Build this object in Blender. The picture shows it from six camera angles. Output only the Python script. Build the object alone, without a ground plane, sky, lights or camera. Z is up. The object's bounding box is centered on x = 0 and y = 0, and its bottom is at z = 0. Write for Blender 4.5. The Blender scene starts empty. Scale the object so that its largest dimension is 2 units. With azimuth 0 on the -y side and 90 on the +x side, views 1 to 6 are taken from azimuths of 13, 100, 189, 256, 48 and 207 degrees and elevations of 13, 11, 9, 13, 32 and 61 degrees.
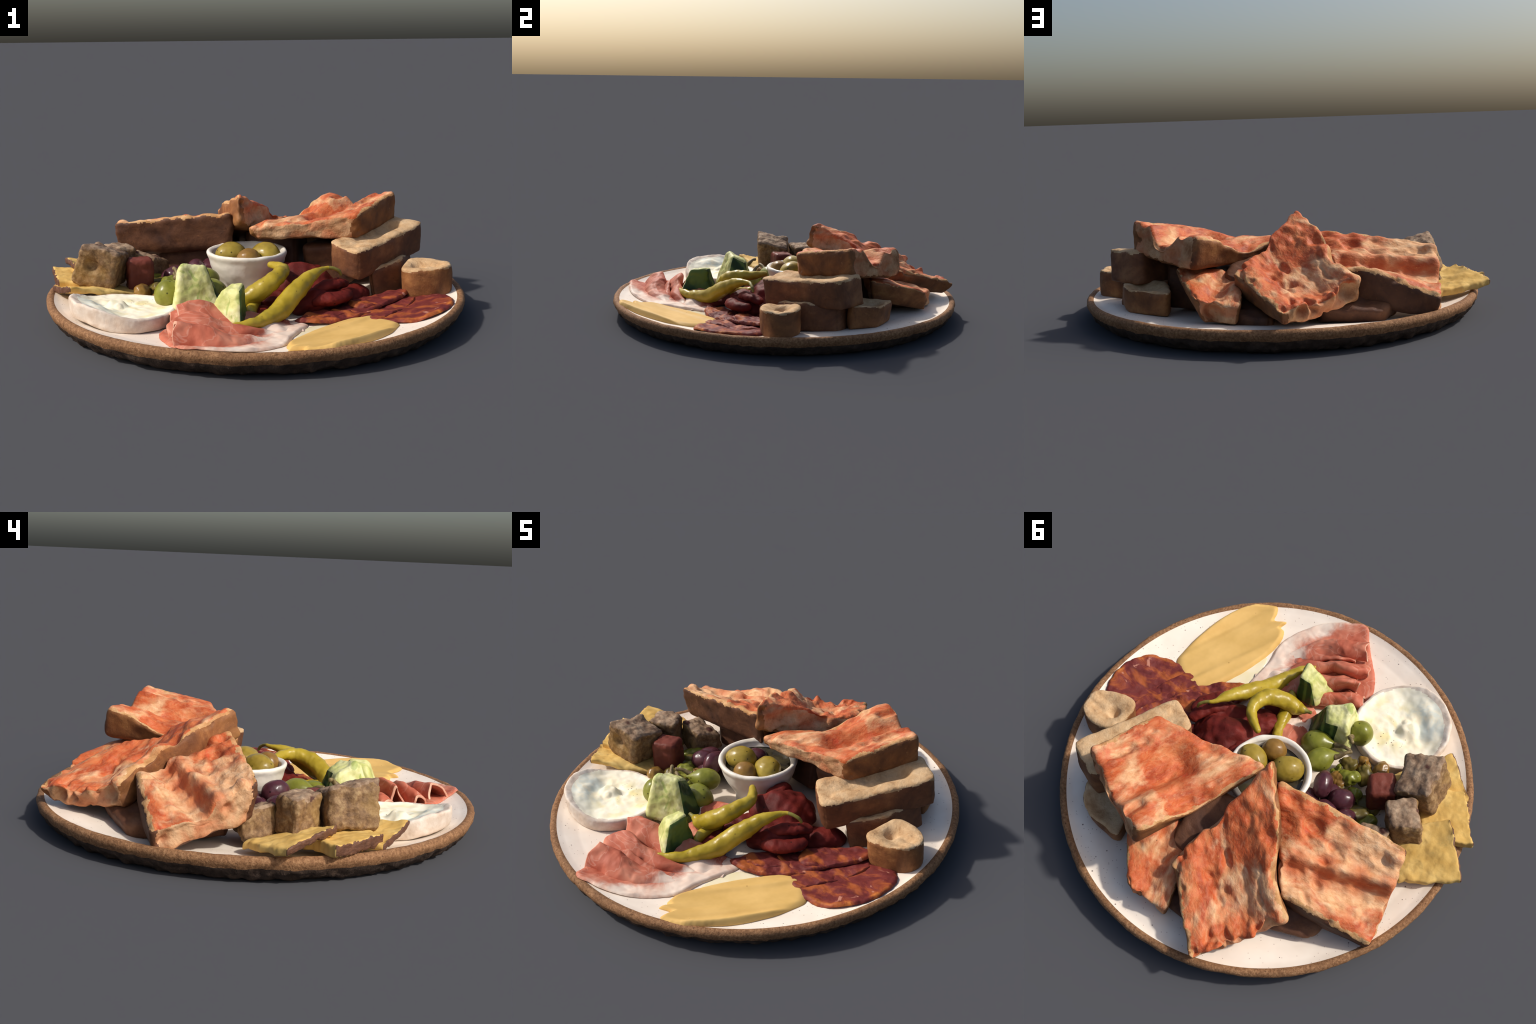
"""A round stoneware plate laid out with tapas: tomato-rubbed bread, plain bread,
cheeses, cured ham, spicy sausage, pickled peppers, cucumber, olives and mustard."""
import bpy
import math
import numpy as np
from mathutils import Vector, Matrix

rng = np.random.default_rng(7)

# ------------------------------------------------------------------ noise
_perm = np.random.default_rng(11).permutation(256)
_perm = np.concatenate([_perm, _perm, _perm])
_g = np.random.default_rng(12).normal(size=(256, 3))
_g /= np.linalg.norm(_g, axis=1, keepdims=True)


def perlin(p):
    p = np.asarray(p, float)
    i = np.floor(p).astype(int)
    f = p - i
    i &= 255
    w = f * f * f * (f * (f * 6 - 15) + 10)
    out = np.zeros(len(p))
    for dx in (0, 1):
        for dy in (0, 1):
            for dz in (0, 1):
                h = _perm[_perm[_perm[(i[:, 0] + dx) & 255] + ((i[:, 1] + dy) & 255)] + ((i[:, 2] + dz) & 255)]
                g = _g[h]
                d = f - np.array([dx, dy, dz])
                k = (w[:, 0] if dx else 1 - w[:, 0]) * (w[:, 1] if dy else 1 - w[:, 1]) * (w[:, 2] if dz else 1 - w[:, 2])
                out += k * (g * d).sum(1)
    return out * 1.5


def fbm(p, freq, octaves=4, gain=0.5, seed=0.0):
    p = np.asarray(p, float) * freq + seed * 17.31
    out, amp = np.zeros(len(p)), 1.0
    for _ in range(octaves):
        out += amp * perlin(p)
        p = p * 2.03 + 5.7
        amp *= gain
    return out


def smooth(x, a, b):
    t = np.clip((x - a) / (b - a), 0, 1)
    return t * t * (3 - 2 * t)


# ------------------------------------------------------------------ materials
class Mat:
    """A short way to write a node tree."""

    def __init__(self, name, rough=0.5, **kw):
        self.m = bpy.data.materials.new(name)
        self.m.use_nodes = True
        self.nt = self.m.node_tree
        self.nt.nodes.clear()
        self.out = self.nt.nodes.new("ShaderNodeOutputMaterial")
        self.b = self.nt.nodes.new("ShaderNodeBsdfPrincipled")
        self.nt.links.new(self.b.outputs[0], self.out.inputs[0])
        self.b.inputs["Roughness"].default_value = rough
        for k, v in kw.items():
            self.b.inputs[k.replace("_", " ")].default_value = v
        tc = self.nt.nodes.new("ShaderNodeTexCoord")
        self.obj = tc.outputs["Object"]
        self.normal_in = None

    def put(self, sock, v):
        if isinstance(v, bpy.types.NodeSocket):
            self.nt.links.new(v, sock)
        elif isinstance(v, (tuple, list)) and len(v) == 3 and sock.type == "RGBA":
            sock.default_value = (*v, 1)
        else:
            sock.default_value = v

    def mapping(self, scale=(1, 1, 1), loc=(0, 0, 0), rot=(0, 0, 0), src=None):
        n = self.nt.nodes.new("ShaderNodeMapping")
        self.put(n.inputs["Vector"], src or self.obj)
        n.inputs["Scale"].default_value = scale
        n.inputs["Location"].default_value = loc
        n.inputs["Rotation"].default_value = rot
        return n.outputs[0]

    def noise(self, scale, detail=4, rough=0.55, dist=0.0, vec=None):
        n = self.nt.nodes.new("ShaderNodeTexNoise")
        self.put(n.inputs["Vector"], vec or self.obj)
        n.inputs["Scale"].default_value = scale
        n.inputs["Detail"].default_value = detail
        n.inputs["Roughness"].default_value = rough
        n.inputs["Distortion"].default_value = dist
        return n.outputs["Fac"]

    def voronoi(self, scale, feature="F1", vec=None, rand=1.0):
        n = self.nt.nodes.new("ShaderNodeTexVoronoi")
        n.feature = feature
        self.put(n.inputs["Vector"], vec or self.obj)
        n.inputs["Scale"].default_value = scale
        n.inputs["Randomness"].default_value = rand
        return n.outputs["Distance"]

    def wave(self, scale, dist=2.0, detail=2, vec=None, axis="X"):
        n = self.nt.nodes.new("ShaderNodeTexWave")
        n.bands_direction = axis
        self.put(n.inputs["Vector"], vec or self.obj)
        n.inputs["Scale"].default_value = scale
        n.inputs["Distortion"].default_value = dist
        n.inputs["Detail"].default_value = detail
        return n.outputs["Fac"]

    def ramp(self, fac, *stops):
        n = self.nt.nodes.new("ShaderNodeValToRGB")
        self.put(n.inputs[0], fac)
        el = n.color_ramp.elements
        while len(el) < len(stops):
            el.new(0.5)
        for e, (p, c) in zip(el, stops):
            e.position = p
            e.color = (*c, 1) if isinstance(c, (tuple, list)) else (c, c, c, 1)
        return n.outputs[0]

    def step(self, fac, a, b):
        n = self.nt.nodes.new("ShaderNodeMapRange")
        n.interpolation_type = "SMOOTHSTEP"
        self.put(n.inputs[0], fac)
        n.inputs[1].default_value, n.inputs[2].default_value = a, b
        return n.outputs[0]

    def mix(self, fac, a, b, blend="MIX"):
        n = self.nt.nodes.new("ShaderNodeMix")
        n.data_type = "RGBA"
        n.blend_type = blend
        self.put(n.inputs[0], fac)
        self.put(n.inputs[6], a)
        self.put(n.inputs[7], b)
        return n.outputs[2]

    def math(self, op, a, b=0.0, c=0.0):
        n = self.nt.nodes.new("ShaderNodeMath")
        n.operation = op
        for s, v in zip(n.inputs, (a, b, c)):
            self.put(s, v)
        return n.outputs[0]

    def sep(self, vec=None):
        n = self.nt.nodes.new("ShaderNodeSeparateXYZ")
        self.put(n.inputs[0], vec or self.obj)
        return n.outputs

    def ball(self, centre, radius):
        """1 at a point of the object, 0 beyond the radius."""
        n = self.nt.nodes.new("ShaderNodeVectorMath")
        n.operation = "DISTANCE"
        self.put(n.inputs[0], self.obj)
        n.inputs[1].default_value = centre
        return self.step(self.math("DIVIDE", n.outputs["Value"], radius), 1.0, 0.3)

    def bump(self, h, strength=0.3, dist=0.01):
        n = self.nt.nodes.new("ShaderNodeBump")
        n.inputs["Strength"].default_value = strength
        n.inputs["Distance"].default_value = dist
        self.put(n.inputs["Height"], h)
        if self.normal_in:
            self.put(n.inputs["Normal"], self.normal_in)
        self.normal_in = n.outputs[0]
        self.put(self.b.inputs["Normal"], n.outputs[0])

    def color(self, c):
        self.put(self.b.inputs["Base Color"], c)

    def rough(self, r):
        self.put(self.b.inputs["Roughness"], r)


MATS = {}


def tomato_mat(name, amount, shift, ochre=0.3, pools=()):
    m = Mat(name, 0.6, Specular_IOR_Level=0.18)
    v = m.mapping((0.6, 1, 1), shift)
    big = m.noise(6.0, 5, 0.6, 0.6, v)
    fine = m.noise(38, 4, 0.6, 0.3, v)
    crumb = m.ramp(fine, (0.3, (0.53, 0.25, 0.11)), (0.5, (0.70, 0.395, 0.205)), (0.72, (0.79, 0.52, 0.305)))
    gold = m.noise(5.0, 3, 0.5, 0.2, m.mapping((1, 1, 1), (3 + shift[0], 1, 2)))
    crumb = m.mix(m.math("MULTIPLY", m.step(gold, 0.55, 0.72), ochre), crumb, (0.42, 0.19, 0.05))
    tom = m.ramp(m.noise(16, 4, 0.6, 0.4, v), (0.3, (0.31, 0.042, 0.013)), (0.5, (0.51, 0.105, 0.032)), (0.72, (0.63, 0.205, 0.075)))
    mask = m.step(big, 0.62 - amount * 0.31, 0.78 - amount * 0.29)
    mask = m.math("MULTIPLY", mask, m.ramp(fine, (0.25, 0.6), (0.5, 1.0), (0.7, 0.8)))
    for centre, rad in pools:
        mask = m.math("MAXIMUM", mask, m.math("MULTIPLY", m.ball(centre, rad), 0.9))
    c = m.mix(mask, crumb, tom)
    red = m.step(m.noise(9, 3, 0.5, 0.5, m.mapping((1, 1, 1), (9, 4 + shift[1], 0))), 0.62, 0.75)
    c = m.mix(m.math("MULTIPLY", red, 0.45), c, (0.52, 0.045, 0.025))
    seeds = m.step(m.voronoi(42, vec=v), 0.10, 0.05)
    c = m.mix(m.math("MULTIPLY", seeds, m.math("MULTIPLY", mask, 0.6)), c, (0.75, 0.36, 0.10))
    specks = m.math("MULTIPLY", m.step(m.voronoi(13, vec=v), 0.055, 0.03), 0.8)
    c = m.mix(specks, c, (0.05, 0.02, 0.01))
    m.color(c)
    m.rough(m.mix(mask, (0.8, 0.8, 0.8), (0.5, 0.5, 0.5)))
    m.bump(fine, 0.5, 0.012)
    m.bump(m.noise(110, 3, 0.6), 0.25, 0.004)
    return m.m


def crumb_mat(name, base, pale, dark, blush=0.0):
    m = Mat(name, 0.8, Specular_IOR_Level=0.2)
    n = m.noise(14, 6, 0.65, 0.4)
    c = m.ramp(n, (0.28, dark), (0.48, base), (0.7, pale))
    if blush:
        c = m.mix(m.math("MULTIPLY", m.step(m.noise(9, 3, 0.5, 0.5, m.mapping((1, 1, 1), (5, 2, 8))), 0.42, 0.62), blush), c, (0.52, 0.12, 0.045))
    c = m.mix(m.math("MULTIPLY", m.step(m.voronoi(48), 0.20, 0.08), 0.35), c, dark)
    m.color(c)
    m.bump(m.noise(60, 5, 0.65), 0.5, 0.008)
    m.bump(m.voronoi(90), 0.25, 0.004)
    return m.m


def crust_mat(name, gold, brown, dark, bias=0.5):
    m = Mat(name, 0.62, Specular_IOR_Level=0.3)
    n = m.noise(6, 5, 0.6, 0.5)
    c = m.ramp(n, (bias - 0.2, dark), (bias, brown), (bias + 0.22, gold))
    fl = m.noise(60, 4, 0.7)
    c = m.mix(m.math("MULTIPLY", m.step(fl, 0.58, 0.72), 0.35), c, gold)
    c = m.mix(m.math("MULTIPLY", m.step(fl, 0.45, 0.32), 0.4), c, dark)
    m.color(c)
    m.bump(m.noise(70, 5, 0.7), 0.4, 0.006)
    return m.m


def ham_mat(name, origin, centre=(-0.07, -0.52), near=0.375, far=0.425):
    """Pink lean meat with faint veins, turning to a white fat band along the outer edge of the fan of slices."""
    m = Mat(name, 0.55, Specular_IOR_Level=0.18)
    v = m.mapping((1, 1, 1), tuple(float(x) for x in origin))
    lean = m.ramp(m.noise(7, 5, 0.6, 0.6, v), (0.3, (0.36, 0.075, 0.040)), (0.5, (0.50, 0.145, 0.085)), (0.72, (0.60, 0.24, 0.15)))
    vein = m.step(m.math("ABSOLUTE", m.math("SUBTRACT", m.noise(7, 3, 0.5, 1.0, v), 0.5)), 0.022, 0.004)
    lean = m.mix(m.math("MULTIPLY", vein, 0.22), lean, (0.72, 0.45, 0.34))
    fat = m.ramp(m.noise(9, 4, 0.6, 0.4, v), (0.28, (0.66, 0.40, 0.29)), (0.46, (0.77, 0.58, 0.46)), (0.7, (0.82, 0.70, 0.58)))
    n = m.nt.nodes.new("ShaderNodeVectorMath")
    n.operation = "DISTANCE"
    m.put(n.inputs[0], m.mapping((1, 1, 0), tuple(float(x) for x in (origin[0], origin[1], 0))))
    n.inputs[1].default_value = (centre[0], centre[1], 0)
    d = m.math("MULTIPLY_ADD", m.math("SUBTRACT", m.noise(9, 4, 0.6, 0.5, v), 0.5), 0.14, n.outputs["Value"])
    c = m.mix(m.step(d, near, far), lean, fat)
    m.color(c)
    m.bump(m.noise(34, 4), 0.2, 0.006)
    return m.m


def build_materials():
    M = MATS
    m = Mat("cream_glaze", 0.45, Specular_IOR_Level=0.2)
    c = m.ramp(m.noise(5, 3), (0.35, (0.84, 0.72, 0.60)), (0.65, (0.92, 0.82, 0.70)))
    for sc, th, col, k in ((24, 0.085, (0.18, 0.11, 0.08), 0.85), (47, 0.13, (0.40, 0.27, 0.21), 0.7), (11, 0.05, (0.16, 0.10, 0.08), 0.9)):
        s = m.math("MULTIPLY", m.step(m.voronoi(sc), th, th * 0.6), k)
        c = m.mix(s, c, col)
    m.color(c)
    m.bump(m.noise(9, 3), 0.12, 0.02)
    M["glaze"] = m.m

    m = Mat("bare_clay_rim", 0.75, Specular_IOR_Level=0.2)
    c = m.ramp(m.noise(90, 5, 0.7), (0.3, (0.12, 0.055, 0.025)), (0.5, (0.27, 0.135, 0.062)), (0.72, (0.44, 0.25, 0.125)))
    c = m.mix(m.math("MULTIPLY", m.step(m.noise(7, 4), 0.45, 0.65), 0.35), c, (0.16, 0.075, 0.035))
    c = m.mix(m.math("MULTIPLY", m.step(m.voronoi(40), 0.12, 0.06), 0.8), c, (0.05, 0.025, 0.015))
    m.color(c)
    m.bump(m.noise(120, 4, 0.7), 0.6, 0.006)
    M["clay"] = m.m

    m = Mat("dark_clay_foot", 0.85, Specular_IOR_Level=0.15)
    c = m.ramp(m.noise(28, 6, 0.7), (0.3, (0.035, 0.024, 0.018)), (0.55, (0.075, 0.05, 0.038)), (0.75, (0.15, 0.095, 0.06)))
    m.color(c)
    m.bump(m.noise(40, 5, 0.7, vec=m.mapping((1, 1, 0.3))), 0.8, 0.012)
    M["foot"] = m.m

    m = Mat("white_porcelain", 0.4, Specular_IOR_Level=0.3)
    c = m.ramp(m.noise(9, 3), (0.35, (0.74, 0.67, 0.56)), (0.65, (0.85, 0.79, 0.70)))
    m.color(c)
    m.bump(m.noise(16, 3), 0.15, 0.02)
    M["porcelain"] = m.m

    m = Mat("olive_brine", 0.08)
    m.color(m.ramp(m.noise(18, 3), (0.3, (0.022, 0.02, 0.018)), (0.7, (0.075, 0.06, 0.03))))
    M["brine"] = m.m

    M["tomato_a"] = tomato_mat("tomato_smear_smooth", 0.94, (0.3, 0.1, 0.2), 0.1)
    M["tomato_b"] = tomato_mat("tomato_smear_rough", 0.90, (2.3, 1.1, 0.2), 0.45)
    M["tomato_c"] = tomato_mat("tomato_smear_pulpy", 0.66, (4.1, 3.3, 1.2), 0.4, [((-0.14, -0.06, -0.03), 0.10), ((-0.02, -0.03, -0.03), 0.11), ((0.12, 0.0, -0.03), 0.10), ((0.24, 0.03, -0.03), 0.09)])
    M["tomato_d"] = tomato_mat("tomato_smear_thin", 0.85, (6.1, 0.3, 3.2), 0.3)
    M["crumb_red"] = crumb_mat("toasted_crumb", (0.52, 0.28, 0.14), (0.66, 0.42, 0.24), (0.27, 0.11, 0.045), 0.45)
    M["crumb_white"] = crumb_mat("plain_crumb", (0.54, 0.345, 0.18), (0.66, 0.465, 0.275), (0.36, 0.19, 0.08))
    M["crust_gold"] = crust_mat("golden_crust", (0.46, 0.22, 0.075), (0.25, 0.098, 0.033), (0.11, 0.040, 0.017), 0.52)
    M["crust_brown"] = crust_mat("brown_crust", (0.34, 0.15, 0.06), (0.18, 0.068, 0.028), (0.085, 0.032, 0.017), 0.52)

    M["toasted_edge"] = crumb_mat("golden_toasted_edge", (0.52, 0.285, 0.12), (0.66, 0.42, 0.22), (0.34, 0.15, 0.05), 0.2)
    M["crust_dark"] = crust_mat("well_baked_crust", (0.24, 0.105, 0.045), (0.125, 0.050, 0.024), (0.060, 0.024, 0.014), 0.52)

    # fresh cheese wheel
    m = Mat("cheese_rind_white", 0.65, Specular_IOR_Level=0.15)
    c = m.ramp(m.noise(16, 4, 0.6), (0.3, (0.60, 0.46, 0.35)), (0.5, (0.71, 0.59, 0.48)), (0.72, (0.82, 0.74, 0.64)))
    m.color(c)
    m.bump(m.noise(34, 4), 0.3, 0.01)
    M["rind_white"] = m.m
    m = Mat("soft_white_cheese", 0.55, Specular_IOR_Level=0.15)
    c = m.ramp(m.noise(9, 4, 0.6), (0.3, (0.92, 0.80, 0.55)), (0.55, (0.96, 0.89, 0.70)), (0.75, (0.97, 0.93, 0.79)))
    blue = m.math("MULTIPLY", m.ball((-0.10, -0.07, 0.12), 0.17), m.step(m.noise(11, 4, 0.6, 0.5), 0.38, 0.6))
    c = m.mix(m.math("MULTIPLY", blue, 0.75), c, (0.64, 0.71, 0.66))
    oil = m.math("MULTIPLY", m.ball((0.08, 0.02, 0.1), 0.22), m.step(m.noise(12, 3, 0.5, 0.4), 0.46, 0.66))
    c = m.mix(m.math("MULTIPLY", oil, 0.6), c, (0.84, 0.68, 0.22))
    pep = m.math("MULTIPLY", m.step(m.voronoi(44), 0.16, 0.08), m.ball((0.06, 0.08, 0.1), 0.17))
    c = m.mix(m.math("MULTIPLY", pep, 0.9), c, (0.16, 0.08, 0.03))
    m.color(c)
    m.bump(m.noise(18, 3), 0.12, 0.01)
    M["soft_cheese"] = m.m

    # hard cheese
    m = Mat("pale_hard_cheese", 0.6, Specular_IOR_Level=0.15)
    c = m.ramp(m.noise(8, 4, 0.6), (0.3, (0.58, 0.34, 0.085)), (0.5, (0.70, 0.45, 0.135)), (0.72, (0.78, 0.56, 0.21)))
    c = m.mix(m.math("MULTIPLY", m.step(m.noise(26, 4, 0.6), 0.55, 0.7), 0.35), c, (0.44, 0.30, 0.10))
    m.color(c)
    m.bump(m.noise(40, 4), 0.35, 0.006)
    M["hard_cheese"] = m.m
    m = Mat("brown_cheese_rind", 0.65)
    w = m.noise(1.0, 4, 0.6, 0.4, m.mapping((26, 26, 75), rot=(0.5, 0.4, 0.3)))
    m.color(m.ramp(m.math("MULTIPLY_ADD", m.noise(60, 4), 0.5, m.math("MULTIPLY", w, 0.5)), (0.3, (0.07, 0.028, 0.016)), (0.6, (0.15, 0.06, 0.028)), (0.9, (0.32, 0.16, 0.06))))
    m.bump(w, 0.6, 0.008)
    M["cheese_rind"] = m.m

    # black pudding
    m = Mat("blood_sausage_cut", 0.7, Specular_IOR_Level=0.15)
    c = m.ramp(m.noise(15, 6, 0.7, 0.4), (0.3, (0.115, 0.062, 0.036)), (0.46, (0.26, 0.168, 0.105)), (0.64, (0.45, 0.325, 0.215)))
    c = m.mix(m.step(m.voronoi(11), 0.27, 0.16), c, (0.085, 0.034, 0.026))
    c = m.mix(m.math("MULTIPLY", m.step(m.noise(11, 4, 0.6, 0.3, m.mapping((1, 1, 1), (4, 7, 2))), 0.54, 0.68), 0.6), c, (0.11, 0.065, 0.045))
    m.color(c)
    m.bump(m.noise(50, 5, 0.65), 0.45, 0.008)
    M["pudding_cut"] = m.m
    m = Mat("blood_sausage_side", 0.6, Specular_IOR_Level=0.3)
    c = m.ramp(m.noise(34, 6, 0.7), (0.3, (0.085, 0.042, 0.018)), (0.5, (0.23, 0.130, 0.058)), (0.72, (0.43, 0.29, 0.14)))
    c = m.mix(m.math("MULTIPLY", m.step(m.noise(8, 3), 0.52, 0.7), 0.6), c, (0.07, 0.035, 0.022))
    c = m.mix(m.math("MULTIPLY", m.step(m.noise(7, 3, 0.5, 0.3, m.mapping((1, 1, 1), (3, 8, 5))), 0.56, 0.70), 0.35), c, (0.40, 0.24, 0.065))
    m.color(c)
    m.bump(m.noise(60, 5, 0.7), 0.5, 0.008)
    M["pudding_side"] = m.m

    m = Mat("quince_paste", 0.5, Specular_IOR_Level=0.2)
    m.color(m.ramp(m.noise(12, 4), (0.3, (0.125, 0.028, 0.018)), (0.7, (0.215, 0.055, 0.035))))
    m.bump(m.noise(70, 4, 0.7), 0.35, 0.005)
    M["quince"] = m.m

    # vegetables
    m = Mat("cucumber_flesh", 0.5, Specular_IOR_Level=0.25)
    c = m.ramp(m.noise(11, 4, 0.6, 0.5), (0.3, (0.40, 0.43, 0.11)), (0.48, (0.60, 0.59, 0.23)), (0.66, (0.76, 0.73, 0.42)))
    c = m.mix(m.math("MULTIPLY", m.step(m.noise(24, 3, 0.5, 0.8, m.mapping((1, 1, 0.5))), 0.56, 0.7), 0.7), c, (0.27, 0.36, 0.07))
    m.color(c)
    m.bump(m.noise(30, 4), 0.35, 0.008)
    M["cucumber_flesh"] = m.m
    m = Mat("cucumber_skin", 0.45, Specular_IOR_Level=0.25)
    w = m.wave(7, 2.5, 2, axis="X")
    m.color(m.ramp(w, (0.25, (0.018, 0.045, 0.014)), (0.6, (0.03, 0.07, 0.018)), (0.9, (0.10, 0.155, 0.035))))
    m.bump(m.noise(30, 3), 0.2, 0.006)
    M["cucumber_skin"] = m.m

    m = Mat("pickled_chilli", 0.34, Specular_IOR_Level=0.35)
    c = m.ramp(m.noise(8, 4, 0.6), (0.3, (0.26, 0.185, 0.012)), (0.5, (0.37, 0.265, 0.018)), (0.7, (0.47, 0.35, 0.04)))
    c = m.mix(m.math("MULTIPLY", m.step(m.voronoi(22), 0.09, 0.04), 0.8), c, (0.16, 0.09, 0.015))
    m.color(c)
    m.bump(m.noise(26, 3, 0.5, 0.3), 0.18, 0.010)
    M["chilli"] = m.m
    m = Mat("chilli_stalk", 0.5)
    m.color(m.ramp(m.noise(30, 3), (0.3, (0.14, 0.12, 0.02)), (0.7, (0.27, 0.24, 0.04))))
    M["stalk"] = m.m
    m = Mat("dry_caper_stalk", 0.6)
    m.color(m.ramp(m.noise(40, 4), (0.3, (0.09, 0.055, 0.02)), (0.7, (0.30, 0.22, 0.09))))
    m.bump(m.noise(60, 3), 0.4, 0.006)
    M["dry_stalk"] = m.m

    m = Mat("roasted_red_pepper", 0.6, Specular_IOR_Level=0.15)
    c = m.ramp(m.noise(7, 4, 0.6), (0.3, (0.065, 0.008, 0.006)), (0.5, (0.135, 0.015, 0.011)), (0.72, (0.24, 0.032, 0.020)))
    c = m.mix(m.step(m.voronoi(15), 0.10, 0.05), c, (0.03, 0.008, 0.006))
    m.color(c)
    m.bump(m.noise(45, 4, 0.6), 0.35, 0.008)
    M["red_pepper"] = m.m

    def fruit(name, lo, mid, hi, rough=0.25):
        m = Mat(name, rough + 0.05, Specular_IOR_Level=0.35)
        c = m.ramp(m.noise(10, 4, 0.6), (0.3, lo), (0.5, mid), (0.72, hi))
        c = m.mix(m.math("MULTIPLY", m.step(m.voronoi(17), 0.09, 0.05), 0.8), c, tuple(x * 0.2 for x in lo))
        m.color(c)
        m.bump(m.noise(24, 3), 0.15, 0.008)
        return m.m
    M["caper_berry"] = fruit("green_caper_berry", (0.125, 0.125, 0.012), (0.20, 0.205, 0.026), (0.30, 0.29, 0.055))
    M["green_olive"] = fruit("green_olive_skin", (0.20, 0.135, 0.014), (0.31, 0.215, 0.03), (0.42, 0.31, 0.05))
    M["brown_olive"] = fruit("brown_olive_skin", (0.15, 0.075, 0.014), (0.24, 0.125, 0.026), (0.33, 0.19, 0.04))
    M["dark_olive"] = fruit("purple_olive_skin", (0.035, 0.010, 0.014), (0.075, 0.022, 0.030), (0.145, 0.050, 0.055), 0.22)
    M["caper"] = fruit("small_caper", (0.075, 0.055, 0.012), (0.15, 0.11, 0.022), (0.26, 0.18, 0.04), 0.35)

    # cured meats
    m = Mat("cured_ham_fat", 0.55, Specular_IOR_Level=0.18)
    m.color(m.ramp(m.noise(9, 4, 0.6, 0.4), (0.28, (0.66, 0.36, 0.26)), (0.46, (0.76, 0.57, 0.45)), (0.7, (0.80, 0.68, 0.56))))
    m.bump(m.noise(30, 4), 0.2, 0.006)
    M["ham_fat"] = m.m

    m = Mat("cured_ham_pale_edge", 0.55, Specular_IOR_Level=0.18)
    m.color(m.ramp(m.noise(14, 3), (0.35, (0.55, 0.22, 0.14)), (0.65, (0.72, 0.46, 0.33))))
    M["ham_edge"] = m.m

    m = Mat("spicy_sausage", 0.6, Specular_IOR_Level=0.2)
    v = m.mapping((1, 1.9, 1), rot=(0, 0, 0.85))
    n = m.noise(6.5, 5, 0.62, 0.8, v)
    c = m.ramp(n, (0.30, (0.085, 0.013, 0.013)), (0.51, (0.155, 0.026, 0.022)), (0.60, (0.28, 0.062, 0.022)), (0.70, (0.48, 0.15, 0.028)))
    blot = m.step(m.noise(5.5, 3, 0.5, 0.4, m.mapping((1, 1.6, 1), (2, 7, 0), (0, 0, 0.85))), 0.54, 0.66)
    c = m.mix(m.math("MULTIPLY", blot, 0.65), c, (0.44, 0.115, 0.024))
    fat = m.step(m.noise(13, 3, 0.5, 0.5, m.mapping((1, 1.4, 1), (5, 1, 0))), 0.66, 0.72)
    c = m.mix(m.math("MULTIPLY", fat, 0.7), c, (0.55, 0.25, 0.17))
    m.color(c)
    m.bump(m.noise(40, 4, 0.6), 0.4, 0.007)
    M["sausage"] = m.m

    m = Mat("mustard", 0.6, Specular_IOR_Level=0.15)
    c = m.ramp(m.noise(7, 4, 0.6), (0.3, (0.60, 0.37, 0.11)), (0.7, (0.74, 0.475, 0.165)))
    c = m.mix(m.math("MULTIPLY", m.step(m.voronoi(15), 0.055, 0.03), 0.8), c, (0.18, 0.08, 0.02))
    m.color(c)
    m.bump(m.noise(12, 3, 0.5, 0.4, m.mapping((1, 0.3, 1), rot=(0, 0, -0.35))), 0.12, 0.015)
    M["mustard"] = m.m
    m = Mat("olive_oil_stain", 0.15)
    m.color(m.ramp(m.noise(10, 3), (0.35, (0.80, 0.70, 0.42)), (0.65, (0.85, 0.77, 0.58))))
    M["oil"] = m.m


# ------------------------------------------------------------------ meshes
def vert_normals(v, f):
    """Area-weighted vertex normals of quads or triangles."""
    n = np.zeros_like(v)
    d1 = v[f[:, 2]] - v[f[:, 0]]
    d2 = (v[f[:, 3]] - v[f[:, 1]]) if f.shape[1] == 4 else (v[f[:, 1]] - v[f[:, 0]])
    fn = np.cross(d1, d2) if f.shape[1] == 4 else np.cross(d2, d1)
    for k in range(f.shape[1]):
        np.add.at(n, f[:, k], fn)
    return n / np.maximum(np.linalg.norm(n, axis=1, keepdims=True), 1e-12)


def relax(v, f, times, k=0.5):
    e = np.concatenate([np.stack([f[:, i], f[:, (i + 1) % f.shape[1]]], 1) for i in range(f.shape[1])])
    e = np.concatenate([e, e[:, ::-1]])
    for _ in range(times):
        s, c = np.zeros_like(v), np.zeros(len(v))
        np.add.at(s, e[:, 0], v[e[:, 1]])
        np.add.at(c, e[:, 0], 1)
        v = v + k * (s / np.maximum(c, 1)[:, None] - v)
    return v


def mesh_object(name, v, f, mat, normals=None, parent=None):
    used, inv = np.unique(f.ravel(), return_inverse=True)
    f = inv.reshape(f.shape)
    v = v[used]
    me = bpy.data.meshes.new(name)
    k = f.shape[1]
    me.vertices.add(len(v))
    me.vertices.foreach_set("co", v.astype(np.float32).ravel())
    me.loops.add(f.size)
    me.loops.foreach_set("vertex_index", f.astype(np.int32).ravel())
    me.polygons.add(len(f))
    me.polygons.foreach_set("loop_start", np.arange(0, f.size, k, dtype=np.int32))
    me.polygons.foreach_set("use_smooth", np.ones(len(f), dtype=bool))
    me.update(calc_edges=True)
    me.validate()
    me.materials.append(mat)
    if normals is not None:
        me.normals_split_custom_set_from_vertices([tuple(x) for x in normals[used]])
    ob = bpy.data.objects.new(name, me)
    bpy.context.scene.collection.objects.link(ob)
    if parent:
        ob.parent = parent
    return ob


def label(ob, text, category):
    ob["label"], ob["category"] = text, category
    return ob


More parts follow.
